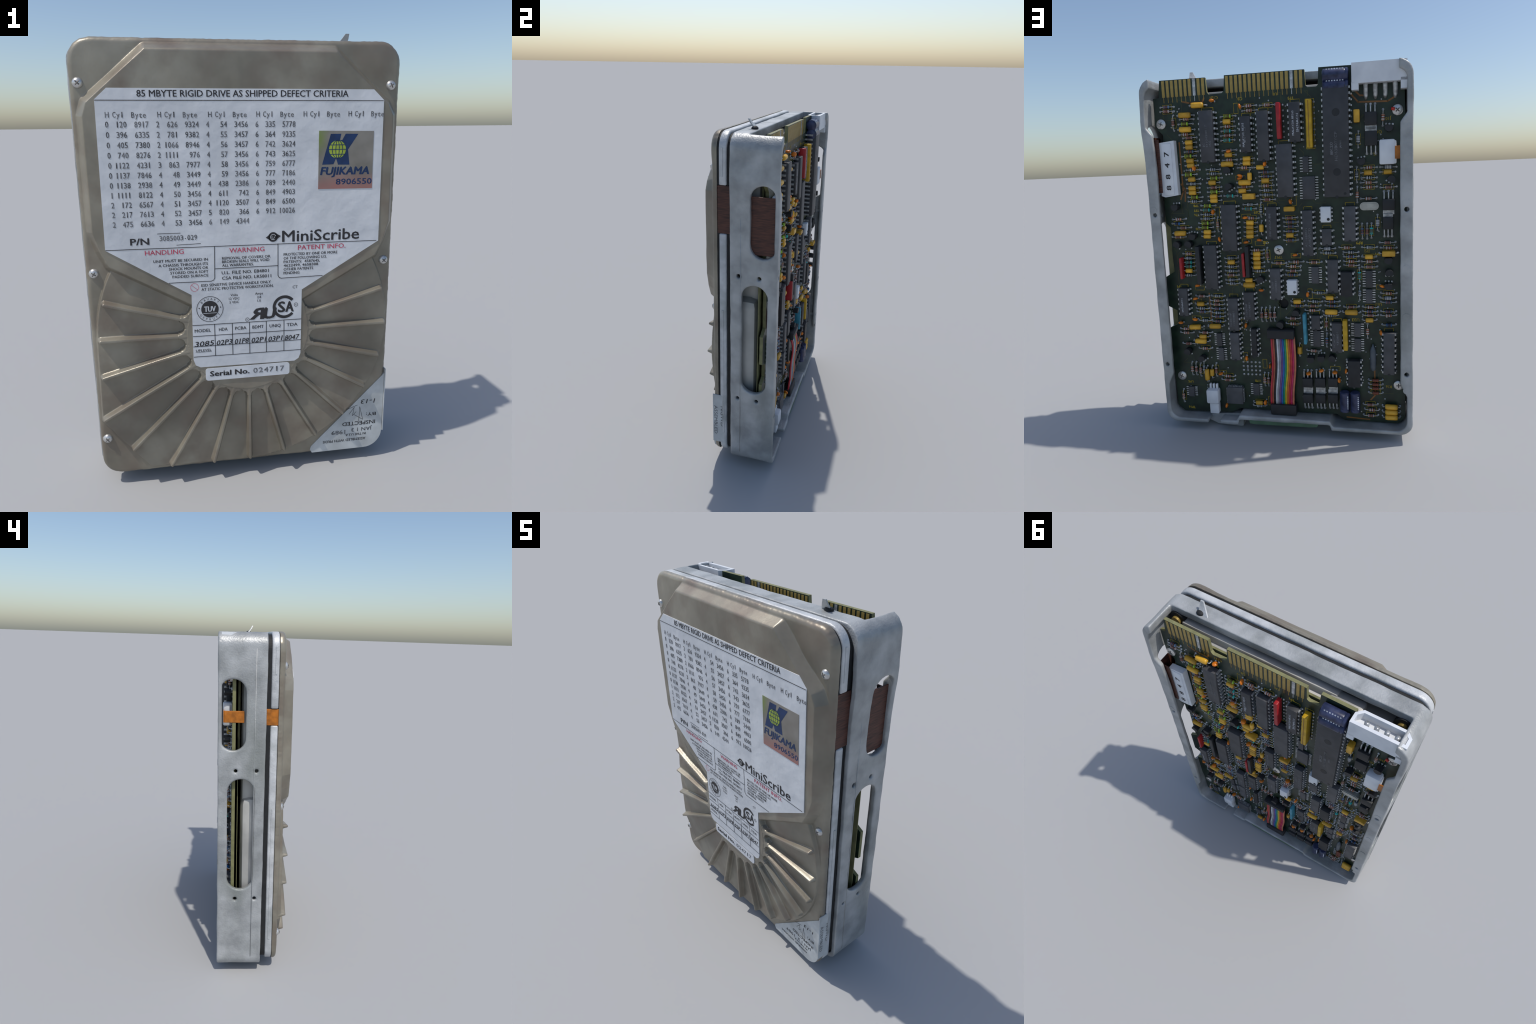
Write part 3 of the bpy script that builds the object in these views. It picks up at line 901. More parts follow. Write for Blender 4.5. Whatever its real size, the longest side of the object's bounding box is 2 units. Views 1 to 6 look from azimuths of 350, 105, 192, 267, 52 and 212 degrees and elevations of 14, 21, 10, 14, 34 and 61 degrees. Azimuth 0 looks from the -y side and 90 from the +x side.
# gold edge contacts on both faces
fg = Geo()
fg.box((0, PB - PT / 2, 0), (0.0155, PT + 0.0024, 0.084))
fg.box((0, PB + 0.0004, -0.055), (0.0035, 0.0012, 0.03))
finger_mesh = to_mesh("edge_contact", fg, [M_gold])
fg.m = [0] * len(fg.f)
tin_finger = to_mesh("edge_contact", fg, [M_tin])
for i in range(10):
    x = 0.583 - i * (0.222 / 9)
    put("edge_contact", tin_finger if i == 7 else finger_mesh, board, (x, 0, 0.899))
for i in range(17):
    x = 0.231 - i * (0.385 / 16)
    put("edge_contact", tin_finger if i == 14 else finger_mesh, board, (x, 0, 0.899))

# ---- chips
def dip(w, h, top, pins, dark=False):
    g = Geo()
    low = PB + 0.006
    g.box((0, (low + top) / 2, 0), (w, top - low, h), 0, 0.003)
    n = max(3, round(h / 0.0272))
    for s in (-1, 1):
        for i in range(n):
            z = (i - (n - 1) / 2) * (h - 0.02) / (n - 1)
            g.box((s * (w / 2 + 0.004), PB + (top - PB) * 0.35, z), (0.008, (top - PB) * 0.7, 0.011), 1)
            g.ball((s * (w / 2 + 0.0085), PB, z), (0.006, 0.004, 0.006), 1, 6)
    g.tube([(0, top - 0.003, -h / 2 + 0.001), (0, top + 0.0004, -h / 2 + 0.001)], 0.008, 2, n=10)
    return to_mesh("chip", g, [M_chipdark if dark else M_chip, M_tin, M_chipdark], angle=35)

def soic(w, h, top):
    g = Geo()
    g.box((0, (PB + top) / 2 + 0.001, 0), (w, top - PB, h), 0, 0.002)
    n = max(4, round(h / 0.0127))
    for s in (-1, 1):
        for i in range(n):
            z = (i - (n - 1) / 2) * (h - 0.012) / (n - 1)
            g.box((s * (w / 2 + 0.008), PB + 0.003, z), (0.016, 0.005, 0.0055), 1)
    return to_mesh("small_chip", g, [M_chip, M_tin], angle=35)

chips = [(0.345, 1.642, 0.075, 0.264, .163), (0.138, 1.643, 0.055, 0.182, .159), (0.045, 1.630, 0.060, 0.249, .163),
         (-0.120, 1.689, 0.057, 0.194, .159), (-0.061, 1.451, 0.082, 0.269, .163), (0.254, 1.161, 0.080, 0.249, .163),
         (0.371, 0.947, 0.070, 0.244, .163), (0.022, 1.182, 0.055, 0.174, .157), (0.016, 0.853, 0.055, 0.169, .157),
         (0.169, 0.728, 0.057, 0.159, .157), (0.549, 0.747, 0.052, 0.159, .157), (0.262, 0.680, 0.055, 0.185, .157),
         (0.263, 0.495, 0.050, 0.159, .157), (-0.168, 1.126, 0.052, 0.239, .157), (-0.265, 1.103, 0.050, 0.087, .148),
         (-0.386, 1.172, 0.057, 0.179, .163), (-0.292, 0.898, 0.055, 0.174, .157), (-0.193, 0.641, 0.047, 0.080, .148),
         (-0.306, 0.562, 0.055, 0.164, .157), (-0.577, 0.481, 0.057, 0.229, .158), (-0.328, 1.580, 0.125, 0.537, .186)]
for x, z, w, h, top in chips:
    put("chip", dip(w, h, top, 0), board, (x, 0, z - 1), (0, rng.uniform(-0.008, 0.008), 0))
for x, z, w, h, top in ((-0.363, 0.858, 0.060, 0.129, .165), (-0.394, 0.366, 0.065, 0.149, .168), (0.151, 0.521, 0.030, 0.159, .16)):
    put("chip", dip(w, h, top, 0, True), board, (x, 0, z - 1))
for x, z, w, h in ((-0.166, 1.478, 0.030, 0.080), (-0.179, 1.359, 0.065, 0.118), (-0.197, 0.900, 0.038, 0.090),
                   (-0.478, 0.880, 0.035, 0.090), (-0.477, 0.788, 0.033, 0.075), (-0.196, 0.548, 0.040, 0.090),
                   (-0.414, 0.602, 0.035, 0.075), (-0.414, 0.517, 0.035, 0.075), (0.359, 0.526, 0.030, 0.075),
                   (0.353, 0.440, 0.030, 0.075), (0.550, 0.204, 0.035, 0.060), (0.159, 0.236, 0.035, 0.070)):
    put("small_chip", soic(w, h, 0.136), board, (x, 0, z - 1))
g = Geo().box((0, 0.138, 0), (0.095, 0.036, 0.100), 0, 0.004)                     # square chip with leads on four sides
for i in range(9):
    q = -0.036 + 0.009 * i
    for s in (-1, 1):
        g.box((s * 0.0485, 0.134, q), (0.006, 0.02, 0.0045), 1)
        g.box((q, 0.134, s * 0.051), (0.0045, 0.02, 0.006), 1)
put("square_chip", to_mesh("square_chip", g, [M_chip, M_tin], angle=35), board, (0.282, 0, -0.799))
# moulding marks on the largest chip
g = Geo()
for z in (1.722, 1.435):
    g.tube([(-0.330, 0.1855, z), (-0.330, 0.1864, z)], 0.019, n=24)
g.tube([(-0.368, 0.1855, 1.328), (-0.368, 0.1866, 1.328)], 0.007, n=14)
child("moulding_mark", g, [M_chipdark], board)

# chip print: runs upwards as the drive stands
g = Geo()
def chip_text(s, x, z, h, top, width=None):
    write(g, s, x, z, h, top + 0.0016, width, 'l', spin=90, back=True)
chip_text("SGS", 0.362, 1.590, 0.011, .163)
chip_text("D10450017", 0.345, 1.590, 0.011, .163, 0.11)
chip_text("8822", 0.328, 1.590, 0.011, .163)
for x, z in ((0.022, 0.795), (0.175, 0.67), (0.268, 0.615), (-0.30, 0.51)):
    chip_text("MC3407NP", x + 0.008, z, 0.010, .157, 0.075)
    chip_text("XKEO8831", x - 0.010, z, 0.010, .157, 0.085)
chip_text("SN74LS", 0.140, 1.60, 0.012, .159, 0.08)
chip_text("AD7628KN", -0.160, 1.055, 0.011, .157, 0.10)
chip_text("A8835CD", -0.178, 1.055, 0.011, .157, 0.10)
chip_text("MINISCRIBE", 0.030, 1.115, 0.010, .157, 0.12)
chip_text("HD63B03YCP", -0.327, 1.49, 0.014, .186, 0.14)
chip_text("8K20", -0.305, 1.52, 0.014, .186, 0.06)
chip_text("JAPAN", -0.350, 1.55, 0.009, .186)
child("chip_print", g, [M_chiptext], board)
g = Geo()
chip_text("MALAYSIA 8826S", 0.148, 1.580, 0.011, .159, 0.12)
chip_text("SN74ACN", -0.135, 1.640, 0.011, .159, 0.09)
chip_text("MALAYSIA 8826S", -0.112, 1.625, 0.010, .159, 0.12)
chip_text("SN74ACN", 0.555, 0.69, 0.009, .157, 0.08)
child("chip_print_light", g, [M_chiplight], board)

# ---- axial parts: resistors, small capacitors, diodes
def axial(name, body, length, radius, span, stripes=None, bulge=1.0):
    g = Geo()
    y = PB + radius + 0.006
    hl = length / 2
    prof = [(-hl, 0.5), (-hl * 0.93, 0.9), (-hl * 0.6, 1.0), (-hl * 0.4, bulge), (hl * 0.4, bulge), (hl * 0.6, 1.0), (hl * 0.93, 0.9), (hl, 0.5)]
    g.tube([(a, y, 0) for a, _ in prof], [radius * b for _, b in prof], 0, 10)
    if stripes:
        for i, q in enumerate((-0.55, -0.2, 0.15, 0.55)):
            rr = radius * (bulge if abs(q) < 0.4 else 1.0) * 1.03
            g.tube([(hl * q - 0.0022, y, 0), (hl * q + 0.0022, y, 0)], rr, 2 + i % len(stripes), 10)
    sp = span / 2
    for s in (-1, 1):
        g.tube([(s * hl * 0.95, y, 0), (s * (sp - 0.004), y, 0), (s * sp, y - 0.004, 0), (s * sp, PB, 0)], 0.0026, 1, 6)
        g.ball((s * sp, PB + 0.002, 0), 0.0065, 1, 8)
    return to_mesh(name, g, [body, M_tin] + list(stripes or []), True)

M_tan = plain("resistor_tan", (0.36, 0.21, 0.13), 0.5, random_tint=0.3)
M_pinkish = plain("resistor_pale", (0.40, 0.32, 0.30), 0.5, random_tint=0.3)
M_lblue = plain("resistor_blue", (0.13, 0.20, 0.30), 0.5, random_tint=0.35)
M_bluegrey = plain("resistor_bluegrey", (0.22, 0.26, 0.27), 0.5, random_tint=0.35)
M_yellow = plain("capacitor_yellow", (0.62, 0.34, 0.03), 0.38, random_tint=0.25)
M_lime = plain("choke_green", (0.32, 0.55, 0.04), 0.4, random_tint=0.2)
M_teal = plain("choke_teal", (0.025, 0.42, 0.38), 0.4, random_tint=0.2)
M_orange = plain("disc_orange", (0.62, 0.17, 0.012), 0.35, random_tint=0.25)
M_brown = plain("resistor_brown", (0.14, 0.045, 0.02), 0.5)
M_sky = plain("part_blue", (0.02, 0.15, 0.42), 0.4)
S_red = plain("stripe_red", (0.22, 0.06, 0.035)); S_brown = plain("stripe_brown", (0.10, 0.04, 0.02))
S_white = plain("stripe_white", (0.45, 0.45, 0.45)); S_dark = plain("stripe_dark", (0.03, 0.03, 0.04))

kinds = {
    'R': [axial("resistor", M_tan, 0.032, 0.0085, 0.078, (S_red, S_white), 0.85),
          axial("resistor", M_pinkish, 0.032, 0.0085, 0.078, (S_brown, S_red), 0.85)],
    'W': [axial("resistor", M_bluegrey, 0.030, 0.0085, 0.076, (S_dark, S_white), 0.85)],
    'B': [axial("resistor", M_lblue, 0.032, 0.0085, 0.076, (S_dark, S_red), 0.85)],
    'N': [axial("resistor", M_brown, 0.034, 0.009, 0.074, (S_red,), 0.85)],
    'S': [axial("resistor", M_sky, 0.026, 0.0095, 0.070, (S_dark,), 0.9)],
    'D': [axial("diode", M_grey, 0.040, 0.010, 0.078, (S_white,), 1.0)],
    'C': [axial("capacitor", M_yellow, 0.040, 0.0125, 0.072)],
    'L': [axial("capacitor", M_yellow, 0.066, 0.0145, 0.092)],
    'G': [axial("choke", M_lime, 0.036, 0.0105, 0.082, (S_brown,), 0.85)],
    'T': [axial("choke", M_teal, 0.034, 0.0105, 0.074, (S_brown,), 0.9)],
}
g = Geo().ball((0, PB + 0.022, 0), (0.0145, 0.0165, 0.0075), 0, 12)
for s in (-1, 1):
    g.tube([(s * 0.008, PB, 0), (s * 0.006, PB + 0.018, 0)], 0.0025, 1, 6)
    g.ball((s * 0.009, PB + 0.001, 0.0), 0.006, 1, 6)
kinds['O'] = [to_mesh("disc_capacitor", g, [M_orange, M_tin], True)]

placed = []
spots = {
'B': [(0.567, 1.807), (0.449, 1.571), (0.045, 1.448), (0.044, 1.426), (0.445, 0.688), (0.356, 0.708), (0.357, 0.662),
      (0.356, 0.635), (-0.077, 1.185), (-0.076, 1.162), (-0.075, 1.136), (-0.073, 1.089), (-0.388, 0.999), (-0.074, 0.901),
      (-0.101, 0.731), (-0.284, 0.757), (-0.284, 0.733), (-0.481, 0.706), (-0.576, 0.757), (-0.576, 0.707)],
'R': [(0.569, 1.785), (0.462, 1.739), (0.471, 1.661), (0.451, 1.643), (0.237, 1.689), (0.240, 1.644), (0.237, 1.568),
      (0.238, 1.518), (0.119, 1.785), (0.117, 1.762), (0.023, 1.783), (0.159, 1.475), (0.163, 1.375), (0.046, 1.378),
      (0.332, 1.378), (-0.485, 1.450), (-0.481, 1.376), (-0.483, 1.353), (-0.579, 1.350), (-0.480, 1.296), (0.042, 1.306),
      (0.547, 1.212), (0.521, 1.164), (0.556, 1.114), (0.136, 1.210), (0.116, 1.037), (-0.004, 0.966), (0.501, 1.020),
      (0.264, 0.900), (0.444, 0.779), (0.359, 0.754), (0.358, 0.732), (0.551, 0.586), (0.553, 0.562), (0.440, 0.566),
      (-0.073, 1.207), (-0.366, 1.047), (-0.388, 0.974), (-0.388, 0.953), (-0.481, 0.973), (-0.481, 0.945), (-0.573, 1.071),
      (-0.578, 1.043), (-0.097, 0.972), (-0.081, 0.948), (-0.080, 0.924), (-0.194, 0.970), (-0.181, 0.732), (-0.175, 0.707),
      (-0.384, 0.729), (-0.483, 0.729), (-0.483, 0.685), (-0.577, 0.805), (-0.576, 0.686), (-0.069, 0.661), (-0.068, 0.630),
      (0.447, 0.472), (0.544, 0.498), (0.321, 0.310), (0.323, 0.287), (-0.176, 0.479), (-0.477, 0.182), (-0.484, 0.152), (-0.479, 0.119)],
'L': [(0.393, 1.805), (0.466, 1.759), (0.467, 1.686), (0.249, 1.497), (0.159, 1.398), (0.142, 1.326), (0.540, 1.135),
      (0.164, 0.846), (0.495, 0.599), (0.375, 0.607), (-0.578, 1.016), (-0.278, 0.701), (-0.384, 0.701), (0.467, 0.516),
      (-0.588, 0.178), (-0.588, 0.147), (-0.588, 0.117)],
'O': [(0.312, 1.805), (0.243, 1.597), (0.190, 1.443), (0.186, 1.423), (0.167, 1.219), (0.169, 1.085), (0.098, 1.072),
      (0.099, 0.812), (0.458, 0.822), (0.478, 0.747), (0.491, 0.647), (0.580, 0.612), (-0.049, 1.290), (-0.096, 1.003),
      (-0.541, 0.835), (0.360, 0.326), (-0.143, 0.379), (-0.213, 0.377), (-0.290, 0.377)],
'G': [(0.470, 1.715), (0.464, 1.548), (0.469, 1.451), (0.444, 1.330), (0.234, 1.740), (0.328, 1.427), (0.331, 1.355),
      (0.374, 1.282), (0.394, 1.188), (0.396, 1.164)],
'C': [(0.453, 1.618), (0.453, 1.594), (0.453, 1.523), (0.452, 1.499), (0.452, 1.425), (0.453, 1.378), (0.453, 1.354),
      (0.238, 1.714), (0.239, 1.545), (0.141, 1.521), (0.143, 1.498), (0.174, 1.355), (0.072, 1.474), (0.047, 1.405),
      (0.338, 1.404), (0.335, 1.331), (-0.480, 1.425), (-0.575, 1.425), (0.334, 1.309), (0.384, 1.140), (0.386, 1.116),
      (0.142, 1.186), (0.144, 1.162), (0.145, 1.137), (0.146, 1.114), (0.114, 1.017), (0.116, 0.994), (0.114, 0.969),
      (0.116, 0.945), (0.506, 0.925), (0.259, 0.972), (0.165, 0.872), (0.453, 0.734), (0.453, 0.543), (-0.071, 1.116),
      (-0.479, 0.998), (-0.272, 0.779), (-0.097, 0.755), (-0.478, 0.660), (0.143, 0.160)],
'W': [(0.446, 1.475), (0.449, 1.401), (0.045, 1.354), (0.043, 1.330), (0.333, 1.473), (0.329, 1.450), (-0.484, 1.400),
      (0.448, 1.307), (0.380, 1.234), (0.382, 1.212), (0.139, 1.282), (0.106, 0.922), (0.503, 0.995), (0.508, 0.899),
      (0.261, 0.994), (0.263, 0.947), (0.262, 0.923), (0.263, 0.873), (0.261, 0.852), (0.447, 0.708), (0.435, 0.638),
      (0.352, 0.780), (0.355, 0.684), (-0.387, 1.022), (-0.482, 1.047), (-0.268, 1.019), (-0.217, 0.804), (-0.192, 0.756),
      (-0.275, 0.681), (0.144, 0.139)],
'T': [(0.238, 1.667), (0.242, 1.620), (0.244, 1.331), (0.381, 1.259), (0.146, 1.260), (0.505, 0.972), (0.507, 0.949)],
'D': [(-0.578, 1.449), (-0.266, 1.043), (-0.574, 0.780)], 'S': [(0.555, 1.188), (-0.578, 0.635)],
'N': [(-0.506, 0.324), (-0.506, 0.300), (-0.506, 0.277), (-0.506, 0.251)],
}
upright = {
'R': [(0.536, 1.724), (-0.424, 1.317), (-0.554, 1.688), (0.324, 1.179), (0.057, 1.009), (0.105, 0.676), (0.081, 0.677),
      (0.057, 0.677), (0.033, 0.678), (-0.471, 1.130), (-0.250, 0.633), (-0.467, 0.596), (0.535, 0.344), (0.510, 0.345),
      (0.485, 0.338), (0.390, 0.342), (0.602, 0.172), (0.106, 0.297), (0.084, 0.296)],
'O': [(0.401, 1.491), (0.190, 1.778), (0.018, 1.488), (0.326, 1.246), (0.335, 1.095), (0.215, 0.619), (-0.097, 1.296),
      (-0.165, 0.796), (-0.509, 0.592), (0.104, 0.388), (0.213, 0.424), (0.350, 0.136), (0.082, 0.166), (-0.349, 0.374), (-0.342, 0.325)],
'C': [(0.131, 1.429), (0.081, 1.156), (0.414, 0.329), (-0.099, 0.480)], 'W': [(-0.423, 1.417), (0.080, 1.253), (-0.429, 0.804), (0.462, 0.353)],
'D': [(-0.433, 1.590), (-0.524, 1.173)], 'B': [(-0.446, 1.130), (-0.250, 0.539)], 'T': [(-0.493, 1.132), (-0.429, 0.901)], 'L': [(0.444, 0.316)],
}
silk = Geo()
YK = PB + 0.0011
for table, turn in ((spots, 0.0), (upright, math.pi / 2)):
    for kd, places in table.items():
        for i, (x, z) in enumerate(places):
            me = kinds[kd][rng.randrange(len(kinds[kd]))]
            o = put(me.name.split(".")[0], me, board, (x, rng.uniform(-0.001, 0.001), z - 1), (0, turn + rng.uniform(-0.03, 0.03), 0))
            if kd == 'O':
                o.rotation_euler = (rng.uniform(-0.25, 0.25), turn + rng.uniform(-0.3, 0.3), 0)
            if rng.random() < 0.6:                   # printed outline
                a, b = (0.026, 0.0115) if turn == 0 else (0.0115, 0.026)
                line(silk, [(x - a, z - b), (x + a, z - b), (x + a, z + b), (x - a, z + b)], 0.0022, YK, closed=True)

# ---- upright resistor networks
for name, col, items in (("resistor_network", (0.36, 0.018, 0.022), [(-0.040, 1.700, 0.022, 0.179), (0.185, 0.960, 0.015, 0.129), (0.542, 0.942, 0.015, 0.119)]),
                         ("resistor_network", (0.50, 0.30, 0.012), [(-0.195, 1.677, 0.030, 0.235), (-0.351, 0.580, 0.024, 0.166)]),
                         ("resistor_network", (0.017, 0.018, 0.02), [(0.440, 0.958, 0.025, 0.213), (0.162, 0.978, 0.022, 0.169)]),
                         ("resistor_network", (0.05, 0.25, 0.34), [(-0.136, 0.610, 0.017, 0.169)])):
    mt = plain("network_colour", col, 0.4)
    for x, z, w, h in items:
        g = Geo().box((0, 0.148, 0), (w, 0.046, h), 0, min(0.005, w * 0.3))
        nn_ = max(4, round(h / 0.027))
        for i in range(nn_):
            q = (i - (nn_ - 1) / 2) * (h - 0.02) / (nn_ - 1)
            g.tube([(-w * 0.2, PB, q), (-w * 0.2, PB + 0.01, q)], 0.003, 1, 6)
            g.ball((-w / 2 - 0.006, PB, q), 0.006, 1, 6)
        put(name, to_mesh(name, g, [mt, M_tin], angle=40), board, (x, 0, z - 1), (0, rng.uniform(-0.02, 0.02), 0))
line(silk, [(-0.2155, 1.556), (-0.2155, 1.80), (-0.172, 1.80), (-0.172, 1.556)], 0.003, YK, closed=True)
g = Geo().box((-0.1935, 0.1715, 1.677), (0.0025, 0.001, 0.225))
child("network_stripe", g, [M_copper], board)

# ---- transistors
g = Geo()
pp = [(0.02 * math.cos(a), 0.02 * math.sin(a)) for a in np.linspace(-0.6, math.pi + 0.6, 14)]
g.prism(pp, PB + 0.008, PB + 0.042)
for i in (-1, 0, 1):
    g.tube([(i * 0.011, PB, 0), (i * 0.008, PB + 0.012, 0)], 0.0025, 1, 6)
    g.ball((i * 0.016, PB + 0.001, -0.018), 0.006, 1, 6)
to92 = to_mesh("transistor", g, [M_chipdark, M_tin], angle=40)
for x, z in ((0.556, 1.281), (0.467, 1.120), (0.563, 1.071), (0.495, 1.073), (0.098, 0.875), (-0.583, 1.638), (-0.448, 1.484),
             (-0.593, 1.388), (-0.577, 0.983), (-0.580, 0.914), (-0.577, 0.848), (-0.088, 0.692), (0.001, 0.625), (0.464, 0.413),
             (0.548, 0.453), (-0.160, 0.437), (-0.218, 0.445), (-0.277, 0.442), (0.248, 1.463), (0.245, 1.378)):
    put("transistor", to92, board, (x, 0, z - 1), (0, rng.choice([0, math.pi, 0.4, -0.5]) + rng.uniform(-0.2, 0.2), 0))

# ---- power transistors lying flat, pins one way and metal tab the other
def power(w, h, up):
    g = Geo().box((0, 0.138, 0), (w, 0.030, h), 0, 0.003)
    s = 1 if up else -1
    g.box((0, 0.129, -s * (h / 2 + 0.010)), (w * 0.95, 0.008, 0.026), 1, 0.002)
    for i in (-1, 0, 1):
        q = i * w * 0.36
        g.tube([(q, 0.136, s * h / 2), (q, 0.138, s * (h / 2 + 0.015)), (q, 0.134, s * (h / 2 + 0.034)), (q, PB, s * (h / 2 + 0.038))], 0.0042, 1, 6)
        g.ball((q, PB + 0.002, s * (h / 2 + 0.038)), 0.008, 1, 8)
    return to_mesh("power_transistor", g, [M_chipdark, M_tin], angle=40)
for x, z, w, h in ((-0.495, 1.686, 0.060, 0.062), (-0.579, 1.264, 0.060, 0.055), (-0.139, 0.297, 0.056, 0.052), (-0.208, 0.300, 0.056, 0.052), (-0.278, 0.305, 0.052, 0.050)):
    put("power_transistor", power(w, h, True), board, (x, 0, z - 1))
for x, z, w, h in ((-0.496, 1.591, 0.060, 0.070), (-0.576, 1.170, 0.052, 0.060), (-0.138, 0.204, 0.055, 0.050), (-0.208, 0.206, 0.055, 0.050), (-0.276, 0.210, 0.055, 0.050)):
    put("power_transistor", power(w, h, False), board, (x, 0, z - 1))

# ---- electrolytic cans
def can(length, r):
    g = Geo()
    hl = length / 2
    g.tube([(-hl, 0, 0), (-hl, 0, 0)], r * 0.7, 1, 20)
    prof = [(-hl, 0.8), (-hl + 0.003, 0.97), (-hl + 0.012, 1), (-hl + 0.016, 0.93), (-hl + 0.02, 1), (hl - 0.004, 1), (hl, 0.85)]
    g.tube([(a, 0, 0) for a, _ in prof], [r * b for _, b in prof], 0, 24)
    for k in range(7):                               # printed dashes along the can
        a = 0.6
        q = -hl + 0.022 + k * (length - 0.035) / 7
        g.box((q + 0.004, r * math.cos(a) * 1.005, r * math.sin(a) * 1.005), (0.007, 0.0008, 0.010), 2)
    return to_mesh("electrolytic_capacitor", g, [M_blue, M_tin, M_chiplight], angle=40)
big = can(0.126, 0.033)
for y, z in ((0.150, 1.898), (0.154, 1.843)):
    put("electrolytic_capacitor", big, board, (-0.329, y, z - 1), (0.3, 0, 0))
sm_can = can(0.114, 0.027)
for x in (-0.341, -0.397):
    put("electrolytic_capacitor", sm_can, board, (x, 0.151, 0.201 - 1), (0, -math.pi / 2, 0))

# ---- trimmers, box capacitors, crystal, capsule diode
g = Geo().box((0, 0.140, 0), (0.052, 0.042, 0.080), 0, 0.003)
g.tube([(-0.014, 0.160, -0.024), (-0.014, 0.1625, -0.024)], 0.0075, 1, 14)
for s in (-1, 1):
    for i in range(4):
        g.box((s * 0.030, 0.128, -0.030 + 0.02 * i), (0.008, 0.016, 0.008), 2)
trim = to_mesh("trimmer", g, [M_white, M_rubber, M_tin], angle=40)
for x, z in ((-0.264, 1.222), (-0.074, 0.837)):
    put("trimmer", trim, board, (x, 0, z - 1), (0, rng.uniform(-0.03, 0.03), 0))
for x, z, w, h in ((-0.428, 1.701, 0.030, 0.062), (-0.075, 1.255, 0.057, 0.025), (0.139, 1.326, 0.065, 0.030), (-0.578, 1.016, 0.066, 0.028)):
    g = Geo().box((0, 0.143, 0), (w, 0.040, h), 0, 0.005)
    put("box_capacitor", to_mesh("box_capacitor", g, [M_yellow], angle=40), board, (x, 0, z - 1))
g = Geo().prism(rounded_rect(-0.047, 0.047, -0.020, 0.020, 0.0195, 8), PB + 0.004, PB + 0.032)
g.prism(rounded_rect(-0.040, 0.040, -0.014, 0.014, 0.0135, 8), PB + 0.03, PB + 0.036)
put("crystal", to_mesh("crystal", g, [M_silver], angle=40), board, (-0.484, 0, 0.259))
g = Geo().tube([(0, 0.142, a) for a in (0.085, 0.072, 0.060, 0.04, -0.04, -0.058, -0.066)], [0.003, 0.006, 0.013, 0.0165, 0.0165, 0.012, 0.004], 0, 14)
put("capsule_diode", to_mesh("capsule_diode", g, [M_grey], True), board, (-0.494, 0, 0.445 - 1))

# ---- connectors
WT = [M_white, M_rubber, M_tin]
g = Geo()
g.prism([(0.622, 1.622), (0.530, 1.632), (0.526, 1.345), (0.600, 1.335), (0.622, 1.342)], PB + 0.004, 0.160)
g.box((0.574, 0.161, 1.482), (0.055, 0.008, 0.270), 0, 0.003)
conn = child("flat_cable_connector", g, WT, board, angle=40)
g = Geo()
for i, ch in enumerate("8847"):
    write(g, ch, 0.574, 1.385 + 0.059 * i, 0.026, 0.1656, 0.024, 'c', spin=90, back=True, bold=0.0012)
child("connector_number", g, [M_ink], board)
g = Geo()
g.box((-0.573, 0.145, 1.522), (0.075, 0.050, 0.120), 0, 0.008)
g.box((-0.600, 0.148, 1.520), (0.035, 0.036, 0.112), 0, 0.006)
child("cable_socket", g, WT, board, angle=40)
g = Geo()
g.box((0.411, 0.148, 0.194), (0.074, 0.055, 0.084), 0, 0.012)
g.box((0.408, 0.140, 0.118), (0.054, 0.040, 0.062), 0, 0.006)
for x in (0.427, 0.408, 0.389):
    g.box((x, 0.140, 0.246), (0.012, 0.016, 0.036), 0, 0.003)
child("white_plug", g, WT, board, angle=40)

# power connector: open box with four contacts, notched skirt below
g = Geo()
mx0, mx1, mz0, mz1, my0, my1 = -0.668, -0.408, 1.850, 1.945, 0.094, 0.178
op = [(mx0 + 0.03, my0), (mx1 - 0.03, my0), (mx1, my0 + 0.03), (mx1, my1), (mx0, my1), (mx0, my0 + 0.03)]
ip = [(mx0 + 0.036, my0 + 0.014), (mx1 - 0.036, my0 + 0.014), (mx1 - 0.014, my0 + 0.036), (mx1 - 0.014, my1 - 0.016), (mx0 + 0.014, my1 - 0.016), (mx0 + 0.014, my0 + 0.036)]
n = 6
vs = [(x, y, z) for z in (mz0, mz1) for x, y in op] + [(x, y, z) for z in (mz1, mz1 - 0.045) for x, y in ip]
fs = [tuple(range(n - 1, -1, -1)), tuple(range(3 * n, 4 * n))]
for i in range(n):
    j = (i + 1) % n
    fs += [(i, j, j + n, i + n), (i + n, j + n, j + 2 * n, i + 2 * n), (i + 2 * n, j + 2 * n, j + 3 * n, i + 3 * n)]
g.add(vs, fs)
g.box((-0.424, 0.148, 1.838), (0.034, 0.060, 0.036))
g.box((-0.653, 0.148, 1.838), (0.030, 0.060, 0.050))
power_socket = child("power_connector", g, [M_white], board)
g = Geo()
for x in (-0.473, -0.519, -0.566, -0.613):
    g.tube([(x, 0.140, 1.935), (x, 0.140, 1.89)], 0.012, 0, 12)
    g.tube([(x, 0.142, 1.86), (x, 0.140, 1.835), (x, 0.133, 1.795), (x, 0.122, 1.780)], [0.012, 0.012, 0.011, 0.006], 0, 10)
child("power_contact", g, [M_tin], board, smooth=True)
g = Geo().tube([(-0.595, 0.131, 1.727), (-0.610, 0.134, 1.724)], 0.008, 0, 10)
child("red_marker", g, [plain("red_lacquer", (0.5, 0.03, 0.02), 0.3)], board, smooth=True)

